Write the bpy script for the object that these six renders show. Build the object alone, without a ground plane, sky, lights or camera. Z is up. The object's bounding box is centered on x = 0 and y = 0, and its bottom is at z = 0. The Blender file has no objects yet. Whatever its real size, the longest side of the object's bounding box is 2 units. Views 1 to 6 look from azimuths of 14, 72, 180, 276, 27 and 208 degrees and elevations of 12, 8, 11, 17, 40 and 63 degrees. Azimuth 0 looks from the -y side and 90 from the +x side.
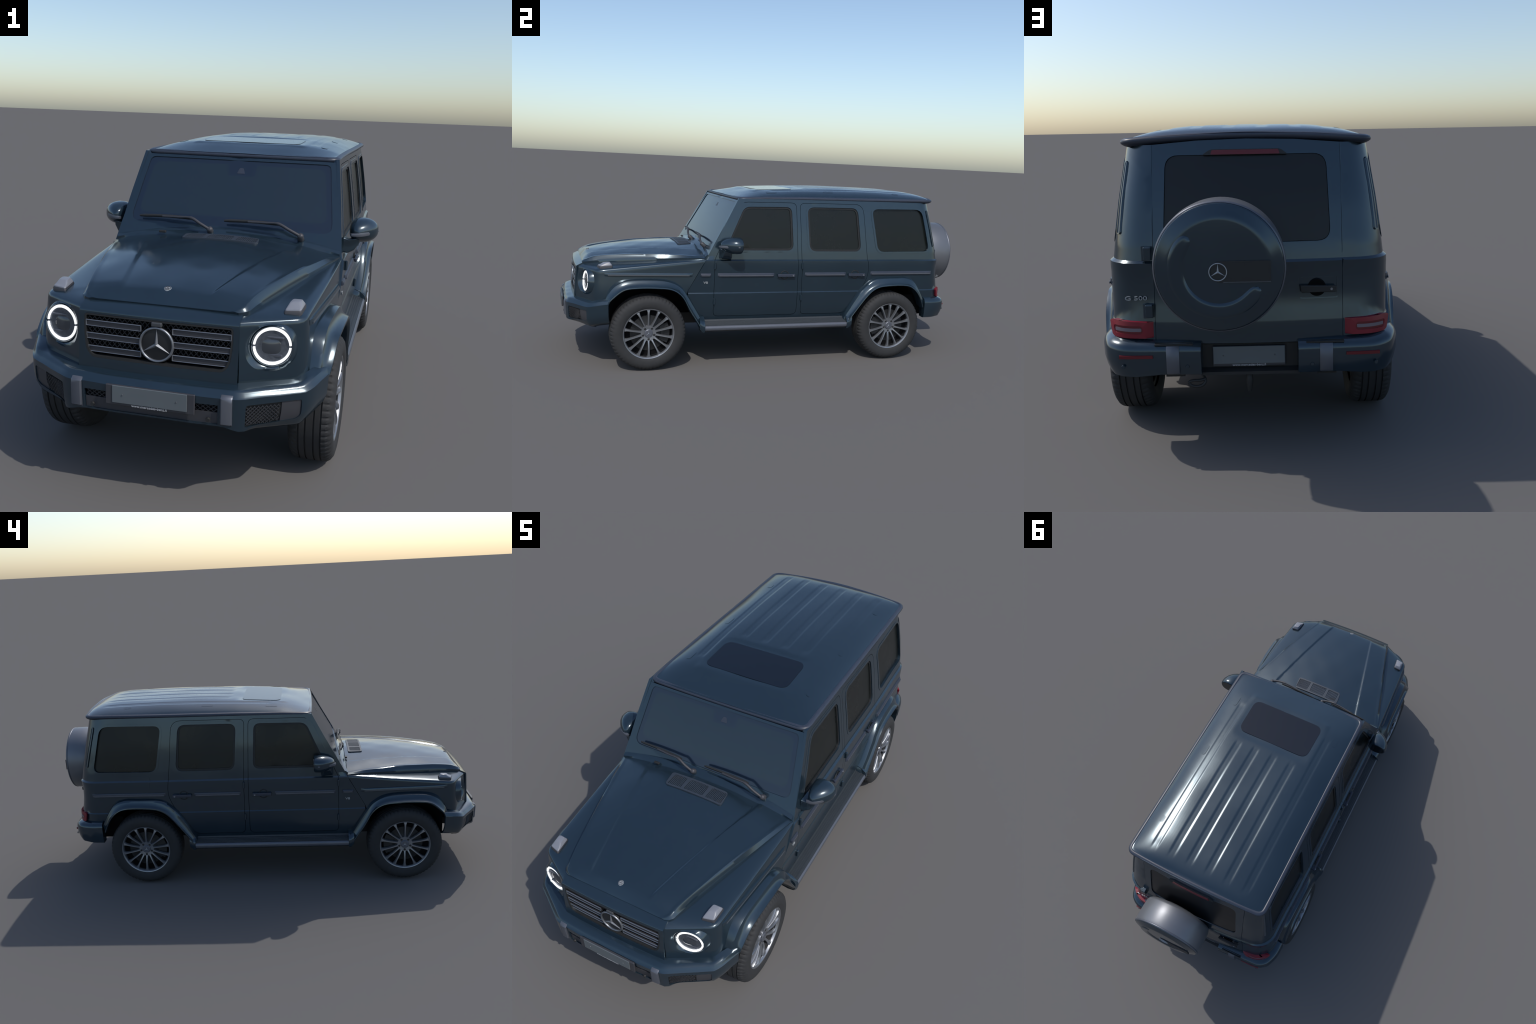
# Boxy off-road car, dark green paint.  Built in a symmetric car frame
# (front = -y, up = +z, metres at the given scale) and turned by about one degree at the end.
import bpy, bmesh, math, random
from math import sin, cos, pi, radians, sqrt, atan2
from mathutils import Vector, Matrix
from mathutils.geometry import delaunay_2d_cdt

random.seed(7)
YAW, SHIFT = radians(1.06), (-0.0078, 0.0, 0.0)

# ------------------------------------------------------------------ materials
def material(name, color, rough=0.4, metal=0.0, spec=0.5, coat=0.0, coat_rough=0.1, emit=0.0,
             vary=0.0, scale=30.0, bump=0.0, bump_scale=200.0, rough_vary=0.0):
    m = bpy.data.materials.new(name)
    m.use_nodes = True
    nt = m.node_tree
    p = nt.nodes["Principled BSDF"]
    p.inputs["Base Color"].default_value = (*color, 1)
    p.inputs["Roughness"].default_value = rough
    p.inputs["Metallic"].default_value = metal
    p.inputs["Specular IOR Level"].default_value = spec
    p.inputs["Coat Weight"].default_value = coat
    p.inputs["Coat Roughness"].default_value = coat_rough
    if emit:
        p.inputs["Emission Color"].default_value = (*color, 1)
        p.inputs["Emission Strength"].default_value = emit
    tc = nt.nodes.new("ShaderNodeTexCoord")
    if vary or rough_vary:
        n = nt.nodes.new("ShaderNodeTexNoise")
        n.inputs["Scale"].default_value = scale
        n.inputs["Detail"].default_value = 4
        nt.links.new(tc.outputs["Object"], n.inputs["Vector"])
        if vary:
            mix = nt.nodes.new("ShaderNodeMix"); mix.data_type = "RGBA"
            mix.inputs["A"].default_value = (*[c * (1 - vary) for c in color], 1)
            mix.inputs["B"].default_value = (*[min(1, c * (1 + vary)) for c in color], 1)
            nt.links.new(n.outputs["Fac"], mix.inputs["Factor"])
            nt.links.new(mix.outputs["Result"], p.inputs["Base Color"])
        if rough_vary:
            mr = nt.nodes.new("ShaderNodeMapRange")
            mr.inputs["From Min"].default_value = 0.3
            mr.inputs["From Max"].default_value = 0.7
            mr.inputs["To Min"].default_value = max(0.02, rough - rough_vary)
            mr.inputs["To Max"].default_value = rough + rough_vary
            nt.links.new(n.outputs["Fac"], mr.inputs["Value"])
            nt.links.new(mr.outputs["Result"], p.inputs["Roughness"])
    if bump:
        n2 = nt.nodes.new("ShaderNodeTexNoise")
        n2.inputs["Scale"].default_value = bump_scale
        nt.links.new(tc.outputs["Object"], n2.inputs["Vector"])
        b = nt.nodes.new("ShaderNodeBump")
        b.inputs["Strength"].default_value = bump
        b.inputs["Distance"].default_value = 0.002
        nt.links.new(n2.outputs["Fac"], b.inputs["Height"])
        nt.links.new(b.outputs["Normal"], p.inputs["Normal"])
    return m

PAINT = material("green_paint_sky_tinted", (0.0118, 0.0222, 0.0325), rough=0.19, spec=0.9, coat=0.1, coat_rough=0.12, vary=0.12, scale=5, rough_vary=0.04)  # green pulled towards blue: sky reflection on roof and hood mixed into base
PAINT.node_tree.nodes["Principled BSDF"].inputs["Specular Tint"].default_value = (0.72, 0.88, 1.0, 1)
RAIL = material("dark_rail", (0.030, 0.038, 0.058), rough=0.4, vary=0.1)
BLACK = material("black_plastic", (0.016, 0.017, 0.018), rough=0.6, bump=0.1)
DARK = material("black_void", (0.006, 0.006, 0.007), rough=0.9, spec=0.1)
SEAL = material("rubber_seal", (0.010, 0.011, 0.012), rough=0.55)
GLASS = material("tinted_glass", (0.0065, 0.0085, 0.0080), rough=0.3, spec=0.35, vary=0.5, scale=7, rough_vary=0.08)
SCREEN = material("windshield_glass_sky_blued", (0.011, 0.022, 0.033), rough=0.14, spec=0.8, rough_vary=0.03, scale=4)  # blue of the mirrored sky baked into the glass colour
BAND = material("glass_border", (0.008, 0.016, 0.032), rough=0.14, spec=0.8)
MIRRORING = material("mirror_glass", (0.12, 0.13, 0.14), rough=0.12, metal=1.0)
TYRE = material("tyre_rubber", (0.028, 0.029, 0.031), rough=0.75, spec=0.35, vary=0.2, scale=60, bump=0.15, bump_scale=400)
RIMDARK = material("rim_dark", (0.014, 0.015, 0.017), rough=0.45)
RIM = material("rim_alloy", (0.27, 0.285, 0.31), rough=0.36, metal=0.75, vary=0.15, scale=40)
DISC = material("brake_steel", (0.025, 0.026, 0.028), rough=0.5, metal=0.5)
CHROME = material("chrome", (0.25, 0.265, 0.29), rough=0.36, metal=0.8)
SATIN = material("satin_metal", (0.12, 0.13, 0.155), rough=0.42, metal=0.5, vary=0.08, scale=30)
STRIPM = material("trim_metal", (0.10, 0.11, 0.125), rough=0.4, metal=0.4)
SPAREM = material("spare_band_metal", (0.17, 0.18, 0.20), rough=0.42, metal=0.5, vary=0.12, scale=12)
PLATE = material("plate_grey", (0.105, 0.122, 0.132), rough=0.5, vary=0.05, scale=20)  # dull bluish-grey plate sheet
PLATEF = material("plate_frame", (0.04, 0.041, 0.048), rough=0.5)
LETTER = material("plate_lettering", (0.45, 0.46, 0.48), rough=0.5)
STARM = material("star_metal", (0.20, 0.21, 0.23), rough=0.5, metal=0.5)
BADGE = material("badge_silver", (0.36, 0.38, 0.40), rough=0.45, metal=0.3)
BOARDM = material("board_plastic", (0.022, 0.028, 0.034), rough=0.5, vary=0.1)
VENTM = material("vent_plastic", (0.032, 0.042, 0.058), rough=0.5, vary=0.1)
MESHM = material("mesh_plastic", (0.024, 0.025, 0.029), rough=0.5)
STEP = material("step_plastic", (0.05, 0.054, 0.06), rough=0.5, vary=0.1)
LAMPW = material("lamp_lens_pale", (0.20, 0.21, 0.24), rough=0.35, spec=0.5, vary=0.08, scale=90)
RED = material("lamp_red", (0.19, 0.009, 0.022), rough=0.3)
REDDARK = material("lamp_red_dark", (0.12, 0.006, 0.012), rough=0.35)
LAMPGREY = material("lamp_grey", (0.16, 0.13, 0.15), rough=0.35)
RING = material("daylight_ring", (1.0, 1.0, 1.0), rough=0.4, emit=1.0)
LENS = material("headlamp_glass", (0.035, 0.042, 0.052), rough=0.18, spec=0.8, coat=0.5)
REFLECT = material("headlamp_reflector", (0.12, 0.135, 0.16), rough=0.3, metal=0.6, vary=0.5, scale=120)

# ------------------------------------------------------------------ mesh helpers
ROOT = None

def finish(name, verts, faces, mat, parent=None, angle=32, smooth=True, recalc=True, bevel=0.0, segs=2, mats=None, midx=None):
    me = bpy.data.meshes.new(name)
    me.from_pydata([tuple(v) for v in verts], [], faces)
    if midx:
        for p, i in zip(me.polygons, midx):
            p.material_index = i
    bm = bmesh.new(); bm.from_mesh(me)
    bmesh.ops.remove_doubles(bm, verts=bm.verts, dist=1e-6)
    if recalc:
        bmesh.ops.recalc_face_normals(bm, faces=bm.faces)
    bm.to_mesh(me); bm.free()
    for m in (mats or [mat]):
        me.materials.append(m)
    if smooth:
        me.shade_smooth()
        me.set_sharp_from_angle(angle=radians(angle))
    ob = bpy.data.objects.new(name, me)
    bpy.context.scene.collection.objects.link(ob)
    ob.parent = parent or ROOT
    if bevel:
        b = ob.modifiers.new("edge_round", "BEVEL")
        b.width = bevel; b.segments = segs; b.limit_method = "ANGLE"; b.angle_limit = radians(40)
        b.harden_normals = True
    return ob

def mirrored(ob, parent=None, children=True):
    """Mirror copy of a part (and its sub-parts) on the other side of the car."""
    me = ob.data.copy()
    bm = bmesh.new(); bm.from_mesh(me)
    for v in bm.verts:
        v.co.x = -v.co.x
    bmesh.ops.reverse_faces(bm, faces=bm.faces)
    bm.to_mesh(me); bm.free()
    new = bpy.data.objects.new(ob.name.split(".")[0], me)
    bpy.context.scene.collection.objects.link(new)
    new.parent = parent or ob.parent
    for k in ob.keys():
        new[k] = ob[k]
    for md in ob.modifiers:
        n = new.modifiers.new(md.name, md.type)
        n.width, n.segments, n.limit_method, n.angle_limit = md.width, md.segments, md.limit_method, md.angle_limit
        n.harden_normals = True
    if children:
        for c in list(ob.children):
            mirrored(c, parent=new)
    return new

def join_data(parts):
    V, F = [], []
    for v, f in parts:
        o = len(V)
        V += [Vector(p) for p in v]
        F += [tuple(i + o for i in q) for q in f]
    return V, F

def loft(rings, closed=True, cap=True):
    """rings: list of equally long point lists."""
    n = len(rings[0]); V = [Vector(p) for r in rings for p in r]; F = []
    m = n if closed else n - 1
    for a in range(len(rings) - 1):
        for i in range(m):
            j = (i + 1) % n
            F.append((a * n + i, a * n + j, (a + 1) * n + j, (a + 1) * n + i))
    if cap and closed:
        F.append(tuple(range(n))[::-1])
        F.append(tuple((len(rings) - 1) * n + i for i in range(n)))
    return V, F

def box(cx, cy, cz, sx, sy, sz):
    V = [(cx + a * sx / 2, cy + b * sy / 2, cz + c * sz / 2) for a in (-1, 1) for b in (-1, 1) for c in (-1, 1)]
    F = [(0, 1, 3, 2), (4, 6, 7, 5), (0, 4, 5, 1), (2, 3, 7, 6), (0, 2, 6, 4), (1, 5, 7, 3)]
    return V, F

def revolve(profile, center, axis="x", seg=48, closed_profile=False, rfun=None):
    """profile: (along, radius) list."""
    rings = []
    for k in range(seg):
        a = 2 * pi * k / seg
        ring = []
        for i, (t, r) in enumerate(profile):
            rr = rfun(i, k, r) if rfun else r
            if axis == "x":
                ring.append((center[0] + t, center[1] + rr * cos(a), center[2] + rr * sin(a)))
            else:
                ring.append((center[0] + rr * cos(a), center[1] + t, center[2] + rr * sin(a)))
        rings.append(ring)
    n = len(profile); V = [p for r in rings for p in r]; F = []
    for k in range(seg):
        k2 = (k + 1) % seg
        for i in range(n if closed_profile else n - 1):
            j = (i + 1) % n
            F.append((k * n + i, k * n + j, k2 * n + j, k2 * n + i))
    return V, F

def tube(path, radius, seg=8, flat=1.0):
    path = [Vector(p) for p in path]
    rings = []
    for i, p in enumerate(path):
        t = (path[min(i + 1, len(path) - 1)] - path[max(i - 1, 0)]).normalized()
        up = Vector((0, 0, 1)) if abs(t.z) < 0.9 else Vector((0, 1, 0))
        a = t.cross(up).normalized(); b = a.cross(t).normalized()
        r = radius[i] if isinstance(radius, (list, tuple)) else radius
        rings.append([p + a * r * cos(2 * pi * k / seg) + b * r * flat * sin(2 * pi * k / seg) for k in range(seg)])
    return loft(rings)

def rounded(points, radius, n=5):
    """Round the corners of a 2D polygon; radius is one number or one per corner."""
    out = []; N = len(points)
    for i, p in enumerate(points):
        r = radius[i] if isinstance(radius, (list, tuple)) else radius
        p = Vector(p); a = Vector(points[i - 1]); b = Vector(points[(i + 1) % N])
        if r <= 0:
            out.append(tuple(p)); continue
        da, db = (a - p), (b - p)
        ra = min(r, da.length * 0.49); rb = min(r, db.length * 0.49)
        s, e = p + da.normalized() * ra, p + db.normalized() * rb
        for k in range(n + 1):
            t = k / n
            out.append(tuple(s * (1 - t) ** 2 + p * 2 * t * (1 - t) + e * t * t))
    return out

def inside(p, poly):
    x, y = p; c = False; n = len(poly); j = n - 1
    for i in range(n):
        xi, yi = poly[i]; xj, yj = poly[j]
        if (yi > y) != (yj > y) and x < (xj - xi) * (y - yi) / (yj - yi) + xi:
            c = not c
        j = i
    return c

def dist_loop(p, poly):
    best = 1e9; P = Vector(p); n = len(poly)
    for i in range(n):
        a = Vector(poly[i]); b = Vector(poly[(i + 1) % n]); d = b - a
        t = 0 if d.length_squared < 1e-14 else max(0, min(1, (P - a).dot(d) / d.length_squared))
        best = min(best, (a + d * t - P).length)
    return best

def densify(poly, step):
    out = []; n = len(poly)
    for i in range(n):
        a = Vector(poly[i]); b = Vector(poly[(i + 1) % n])
        k = max(1, int((b - a).length / step))
        out += [tuple(a + (b - a) * j / k) for j in range(k)]
    return out

def panel(name, outline, holes, mapper, thick, mat, step=0.02, rows=(), parent=None, angle=30, back=None, make=True):
    """A curved sheet with real thickness: 2D outline with holes, meshed and mapped to 3D by mapper(u, v, depth)."""
    outline = densify(outline, step); holes = [densify(h, step) for h in holes]
    loops = [outline] + holes
    P, E = [], []
    for lp in loops:
        o = len(P); P += lp
        E += [(o + i, o + (i + 1) % len(lp)) for i in range(len(lp))]
    us = [p[0] for p in outline]; vs = [p[1] for p in outline]
    u0, u1, v0, v1 = min(us), max(us), min(vs), max(vs)
    for r in rows:
        if v0 < r < v1:
            o = len(P); k = int((u1 - u0) / step) + 1
            P += [(u0 - 0.001 + (u1 - u0 + 0.002) * i / k, r) for i in range(k + 1)]
            E += [(o + i, o + i + 1) for i in range(k)]
    nu, nv = int((u1 - u0) / step) + 1, int((v1 - v0) / step) + 1
    for i in range(1, nu):
        for j in range(1, nv):
            p = (u0 + (u1 - u0) * i / nu, v0 + (v1 - v0) * j / nv)
            if any(abs(p[1] - r) < step * 0.45 for r in rows):
                continue
            if inside(p, outline) and not any(inside(p, h) for h in holes) and min(dist_loop(p, l) for l in loops) > step * 0.4:
                P.append(p)
    vo, eo, fo, *_ = delaunay_2d_cdt([Vector(p) for p in P], E, [], 0, 1e-6)
    keep = []
    for f in fo:
        c = sum((vo[i] for i in f), Vector((0, 0))) / len(f)
        if inside(c, outline) and not any(inside(c, h) for h in holes):
            keep.append(tuple(f))
    n = len(vo)
    V = [mapper(p.x, p.y, 0.0) for p in vo] + [mapper(p.x, p.y, thick) for p in vo]
    F = list(keep) + [tuple(n + i for i in f[::-1]) for f in keep]
    count = {}
    for f in keep:
        for a, b in zip(f, f[1:] + f[:1]):
            count[(a, b)] = 1
    for a, b in list(count):
        if (b, a) not in count:
            F.append((b, a, n + a, n + b))
    used = sorted({i for f in F for i in f}); idx = {k: i for i, k in enumerate(used)}
    V = [V[i] for i in used]; F = [tuple(idx[i] for i in f) for f in F]
    if not make:
        return V, F
    return finish(name, V, F, mat, parent, angle)

def prism(poly, a0, a1, plane="xz"):
    """Extrude a 2D polygon along the remaining axis."""
    def pt(p, a):
        if plane == "xz": return (p[0], a, p[1])
        if plane == "yz": return (a, p[0], p[1])
        return (p[0], p[1], a)
    return loft([[pt(p, a0) for p in poly], [pt(p, a1) for p in poly]])

def interp(x, table):
    if x <= table[0][0]: return table[0][1]
    for (a, fa), (b, fb) in zip(table, table[1:]):
        if x <= b:
            return fa + (fb - fa) * (x - a) / (b - a)
    return table[-1][1]

def smooth(x):
    x = max(0.0, min(1.0, x)); return x * x * (3 - 2 * x)

def spline(points, n=8):
    """Catmull-Rom through 2D / 3D control points."""
    P = [Vector(p) for p in points]; out = []
    for i in range(len(P) - 1):
        a = P[max(i - 1, 0)]; b = P[i]; c = P[i + 1]; d = P[min(i + 2, len(P) - 1)]
        for k in range(n):
            t = k / n
            out.append(0.5 * ((2 * b) + (c - a) * t + (2 * a - 5 * b + 4 * c - d) * t * t + (3 * b - a - 3 * c + d) * t ** 3))
    out.append(P[-1])
    return out

def star_mesh(r, depth, w=0.17):
    """Three-pointed star with a raised ridge, in the xz plane facing -y, centre at the origin."""
    pts = []
    for k in range(6):
        a = pi / 2 + k * pi / 3
        rr = r if k % 2 == 0 else r * w
        pts.append((rr * cos(a), 0, rr * sin(a)))
    V = pts + [(0, -depth, 0)] + [(p[0], depth * 0.5, p[2]) for p in pts] + [(0, depth * 0.5, 0)]
    F = [(i, (i + 1) % 6, 6) for i in range(6)] + [(7 + (i + 1) % 6, 7 + i, 13) for i in range(6)]
    F += [(i, 7 + i, 7 + (i + 1) % 6, (i + 1) % 6) for i in range(6)]
    return V, F

def ring_mesh(r, t, depth, seg=48):
    """Flat ring with rounded section around the y axis."""
    prof = [(depth * sin(a), r + t * cos(a)) for a in [2 * pi * k / 8 for k in range(8)]]
    return revolve(prof, (0, 0, 0), "y", seg, True)

def moved(data, loc, rot=None):
    M = Matrix.Translation(loc) @ (rot.to_4x4() if rot else Matrix.Identity(4))
    return [M @ Vector(v) for v in data[0]], data[1]

def text_data(body, size, extrude):
    cu = bpy.data.curves.new("lettering", "FONT")
    cu.body = body; cu.size = size; cu.extrude = extrude; cu.align_x = "CENTER"; cu.align_y = "CENTER"; cu.resolution_u = 3
    ob = bpy.data.objects.new("lettering_source", cu)
    bpy.context.scene.collection.objects.link(ob)
    bpy.context.view_layer.update()
    me = ob.evaluated_get(bpy.context.evaluated_depsgraph_get()).to_mesh()
    V = [v.co.copy() for v in me.vertices]; F = [tuple(p.vertices) for p in me.polygons]
    bpy.data.objects.remove(ob); bpy.data.curves.remove(cu)
    return V, F

FACE_FRONT = Matrix.Rotation(radians(90), 3, "X")                                   # text seen from -y
FACE_BACK = Matrix.Rotation(pi, 3, "Z") @ Matrix.Rotation(radians(90), 3, "X")      # text seen from +y
FACE_LEFT = Matrix.Rotation(radians(90), 3, "Z") @ Matrix.Rotation(radians(90), 3, "X")    # seen from +x
FACE_RIGHT = Matrix.Rotation(radians(-90), 3, "Z") @ Matrix.Rotation(radians(90), 3, "X")  # seen from -x

def empty(name, loc=(0, 0, 0), parent=None):
    o = bpy.data.objects.new(name, None)
    o.empty_display_size = 0.1
    bpy.context.scene.collection.objects.link(o)
    o.location = loc; o.parent = parent
    return o

ROOT = empty("off_road_car", SHIFT)
ROOT.rotation_euler = (0, 0, YAW)
ROOT["label"] = "boxy dark green off-road car with a covered spare wheel"
ROOT["category"] = "car"

# ------------------------------------------------------------------ body surface rules
WIDTH = [(0.15, 0.336), (0.20, 0.3440), (0.225, 0.3515), (0.26, 0.3590), (0.330, 0.3640), (0.3365, 0.3645), (0.341, 0.3615), (0.42, 0.3640), (0.470, 0.3640),
         (0.486, 0.3630), (0.492, 0.3550), (0.53, 0.3510), (0.64, 0.3370), (0.74, 0.3215), (0.80, 0.3120)]
REAR = [(0.15, 0.852), (0.30, 0.855), (0.34, 0.853), (0.40, 0.843), (0.455, 0.840), (0.486, 0.845), (0.492, 0.841), (0.53, 0.836),
        (0.63, 0.817), (0.76, 0.788), (0.80, 0.779)]
CORNER = 0.085
SIDE_ROWS = (0.3365, 0.341, 0.470, 0.486, 0.492, 0.53)

def bulge(x): return 0.022 * max(0.0, 1 - (x / 0.30) ** 2)
def width(z): return interp(z, WIDTH)
def rear(z): return interp(z, REAR)

def wall(s, z, d=0.0):
    """Side wall: s runs along y, round the rear corner and on along the rear face."""
    w, r, R = width(z) - d - 0.006, rear(z) - d, CORNER - d * 0.5
    yc = r - R
    if s <= yc:
        x = w + 0.006 * (1 - smooth((s - 0.42) / 0.30))
        if s < -0.385:
            x -= 0.027 * ((-0.385 - s) / 0.46) ** 1.2
        return Vector((x, s, z))
    a = (s - yc) / R
    if a <= pi / 2:
        return Vector((w - R + R * cos(a), yc + R * sin(a), z))
    x = w - R - (s - yc - R * pi / 2)
    return Vector((x, r + bulge(x) - bulge(w - R), z))

def s_at_rear(x, z):
    return rear(z) - CORNER + CORNER * pi / 2 + (width(z) - 0.006 - CORNER - x)

# windshield plane: y as function of z
def screen_y(z): return -0.346 + (z - 0.556) * (0.109 / 0.194)

# wheel arches: outer lower lip and upper edge on the body (y, z)
ARCH_F_LOW = [(-0.812, 0.295), (-0.800, 0.318), (-0.749, 0.359), (-0.695, 0.369), (-0.607, 0.369), (-0.539, 0.360), (-0.493, 0.327), (-0.456, 0.262), (-0.394, 0.167)]
ARCH_F_TOP = [(-0.832, 0.300), (-0.813, 0.345), (-0.785, 0.381), (-0.737, 0.401), (-0.650, 0.406), (-0.560, 0.401), (-0.503, 0.377), (-0.467, 0.335), (-0.385, 0.200)]
ARCH_R_LOW = [(0.318, 0.180), (0.337, 0.219), (0.414, 0.319), (0.462, 0.356), (0.521, 0.367), (0.616, 0.368), (0.663, 0.351), (0.701, 0.311), (0.728, 0.254)]
ARCH_R_TOP = [(0.303, 0.200), (0.313, 0.228), (0.367, 0.322), (0.411, 0.372), (0.464, 0.403), (0.569, 0.408), (0.635, 0.406), (0.683, 0.382), (0.742, 0.290)]
def mid_path(a, b, f=0.55, n=5):
    A, B = spline(a, n), spline(b, n)
    return [tuple(p * (1 - f) + q * f) for p, q in zip(A, B)]

# ------------------------------------------------------------------ cabin wall, doors, windows
door_a = rounded([(-0.345, 0.486), (-0.226, 0.752), (0.047, 0.754), (0.057, 0.490), (0.060, 0.230), (-0.343, 0.230)],
                 [0.0, 0.040, 0.024, 0.0, 0.024, 0.024])
door_b = rounded([(0.066, 0.754), (0.393, 0.756), (0.411, 0.560), (0.426, 0.425), (0.400, 0.362), (0.316, 0.230), (0.082, 0.230), (0.078, 0.490)],
                 [0.024, 0.045, 0.05, 0.035, 0.03, 0.03, 0.024, 0.0])
pane_a = rounded([(-0.292, 0.541), (-0.206, 0.731), (0.024, 0.735), (0.034, 0.534), (-0.278, 0.533)], [0.012, 0.028, 0.030, 0.03, 0.012])
pane_b = rounded([(0.103, 0.736), (0.364, 0.738), (0.384, 0.531), (0.117, 0.531)], 0.034)
pane_c = rounded([(0.440, 0.737), (0.722, 0.740), (0.766, 0.532), (0.475, 0.529)], [0.034, 0.04, 0.034, 0.034])

def grow(poly, d):
    """Offset a polygon outwards (d > 0) or inwards."""
    n = len(poly); area = sum(poly[i - 1][0] * poly[i][1] - poly[i][0] * poly[i - 1][1] for i in range(n))
    sgn = 1 if area > 0 else -1; out = []
    for i in range(n):
        a, p, b = Vector(poly[i - 1]), Vector(poly[i]), Vector(poly[(i + 1) % n])
        t = (b - a)
        if t.length < 1e-9: out.append(tuple(p)); continue
        t.normalize()
        out.append((p.x + sgn * t.y * d, p.y - sgn * t.x * d))
    return out

GAP = 0.0014
TAIL_X = 0.2355
zs = [0.285 + (0.774 - 0.285) * k / 24 for k in range(25)]
outline = [(-0.384, 0.489), (-0.357, 0.537), (-0.233, 0.768)]
outline += [(s_at_rear(TAIL_X, z), z) for z in reversed(zs)]
rear_arch = mid_path(ARCH_R_TOP, ARCH_R_LOW, 0.4)
front_arch = mid_path(ARCH_F_TOP, ARCH_F_LOW, 0.4)
outline += [(0.79, 0.285), (0.745, 0.285)]
outline += [p for p in reversed(rear_arch) if p[1] > 0.225 and p[0] < 0.74]
outline += [(0.318, 0.200), (-0.385, 0.200)]
outline += [p for p in reversed(front_arch) if -0.470 < p[0] < -0.40]
outline += [(-0.462, 0.352)]
cabin = panel("cabin_wall", outline, [grow(door_a, GAP), grow(door_b, GAP), pane_c], wall, 0.010, PAINT, 0.022, SIDE_ROWS)

def make_door(outl, pane, name="door"):
    d = panel(name, grow(outl, -GAP * 0.3), [pane], wall, 0.010, PAINT, 0.022, SIDE_ROWS)
    # rubber seal round the opening and the recessed pane
    panel("window_seal", grow(pane, 0.001), [grow(pane, -0.0085)], lambda s, z, dd: wall(s, z, 0.003 + dd), 0.008, SEAL, 0.02, parent=d)
    panel("window_pane", grow(pane, -0.006), [], lambda s, z, dd: wall(s, z, 0.007 + dd), 0.004, GLASS, 0.03, parent=d)
    # raised pressed frame round the opening
    frame = panel("window_frame", grow(pane, 0.010), [grow(pane, 0.0005)], lambda s, z, dd: wall(s, z, dd - 0.0012), 0.006, PAINT, 0.02, parent=d)
    return d
front_door = make_door(door_a, pane_a)
back_door = make_door(door_b, pane_b)
panel("window_pane", grow(pane_c, -0.001), [], lambda s, z, dd: wall(s, z, 0.009 + dd), 0.004, GLASS, 0.025, parent=cabin)
panel("window_frame", grow(pane_c, 0.009), [grow(pane_c, -0.001)], lambda s, z, dd: wall(s, z, dd - 0.0015), 0.006, PAINT, 0.02, parent=cabin)
# slim air outlet in the rear corner post
slot = rounded([(0.752, 0.735), (0.766, 0.735), (0.812, 0.555), (0.795, 0.553)], 0.007)
panel("air_outlet", slot, [grow(slot, -0.0035)], lambda s, z, dd: wall(s, z, dd - 0.003), 0.006, PAINT, 0.02, parent=cabin)
panel("air_outlet_strip", grow(slot, -0.003), [], lambda s, z, dd: wall(s, z, dd - 0.0015), 0.003, STRIPM, 0.02, parent=cabin)

def strip(s0, s1, z0, z1, proud, parent, name="trim_strip", taper=0.008):
    """Horizontal side moulding with a bright lower edge."""
    zt, zb = z0, z1; rings = []
    n = 24
    for k in range(n + 1):
        s = s0 + (s1 - s0) * k / n
        e = min(1.0, min(k, n - k) / 1.0 + 0.15)
        b = wall(s, (zt + zb) / 2)
        h = proud * e; x = b.x
        rings.append([(x - 0.002, s, zt + 0.001), (x + h * 0.6, s, zt), (x + h, s, zt - (zt - zb) * 0.35), (x + h, s, zb + (zt - zb) * 0.12), (x + h * 0.5, s, zb), (x - 0.002, s, zb - 0.0005)])
    V, F = loft(rings)
    o = finish(name, V, F, RAIL, parent, 25)
    rings = []
    for k in range(n + 1):
        s = s0 + 0.006 + (s1 - s0 - 0.012) * k / n
        b = wall(s, (zt + zb) / 2); x = b.x + proud; zc = zb + (zt - zb) * 0.30; hh = (zt - zb) * 0.17
        rings.append([(x - 0.001, s, zc + hh), (x + 0.0012, s, zc + hh), (x + 0.0012, s, zc - hh), (x - 0.001, s, zc - hh)])
    finish("trim_inlay", *loft(rings), SATIN, o, 25)
    return o
strip(-0.330, -0.060, 0.4300, 0.4145, 0.0055, front_door)
strip(0.093, 0.304, 0.4315, 0.4160, 0.0055, back_door)
strip(0.436, 0.778, 0.4350, 0.4190, 0.0055, cabin)
strip(-0.410, -0.361, 0.4290, 0.4160, 0.0055, cabin)

def handle(y0, y1, z, parent):
    x = width(z)
    cy = y0 + (y1 - y0) * 0.42
    # shallow bowl rim behind the grip
    V, F = revolve([(0.0012, 0.0215), (0.0018, 0.0195), (-0.001, 0.016), (-0.004, 0.0)], (x, cy, z), "x", 28)
    finish("handle_bowl", V, F, BLACK, parent, 40)
    poly = rounded([(y0, z - 0.007), (y1, z - 0.0075), (y1, z + 0.0065), (y0, z + 0.006)], 0.004, 3)
    g = finish("door_handle", *prism(poly, x + 0.004, x + 0.013, "yz"), RAIL, parent, bevel=0.002)
    finish("handle_post", *join_data([box(x + 0.002, y0 + 0.008, z, 0.012, 0.010, 0.009), box(x + 0.002, y1 - 0.010, z, 0.012, 0.016, 0.010)]), RAIL, g)
    V, F = revolve([(0.0, 0.0), (0.001, 0.0035), (-0.002, 0.0042)], (x + 0.0142, y1 - 0.010, z - 0.0005), "x", 14)
    finish("lock_cylinder", V, F, CHROME, g)
handle(-0.045, 0.040, 0.420, front_door)
handle(0.316, 0.403, 0.421, back_door)

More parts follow.
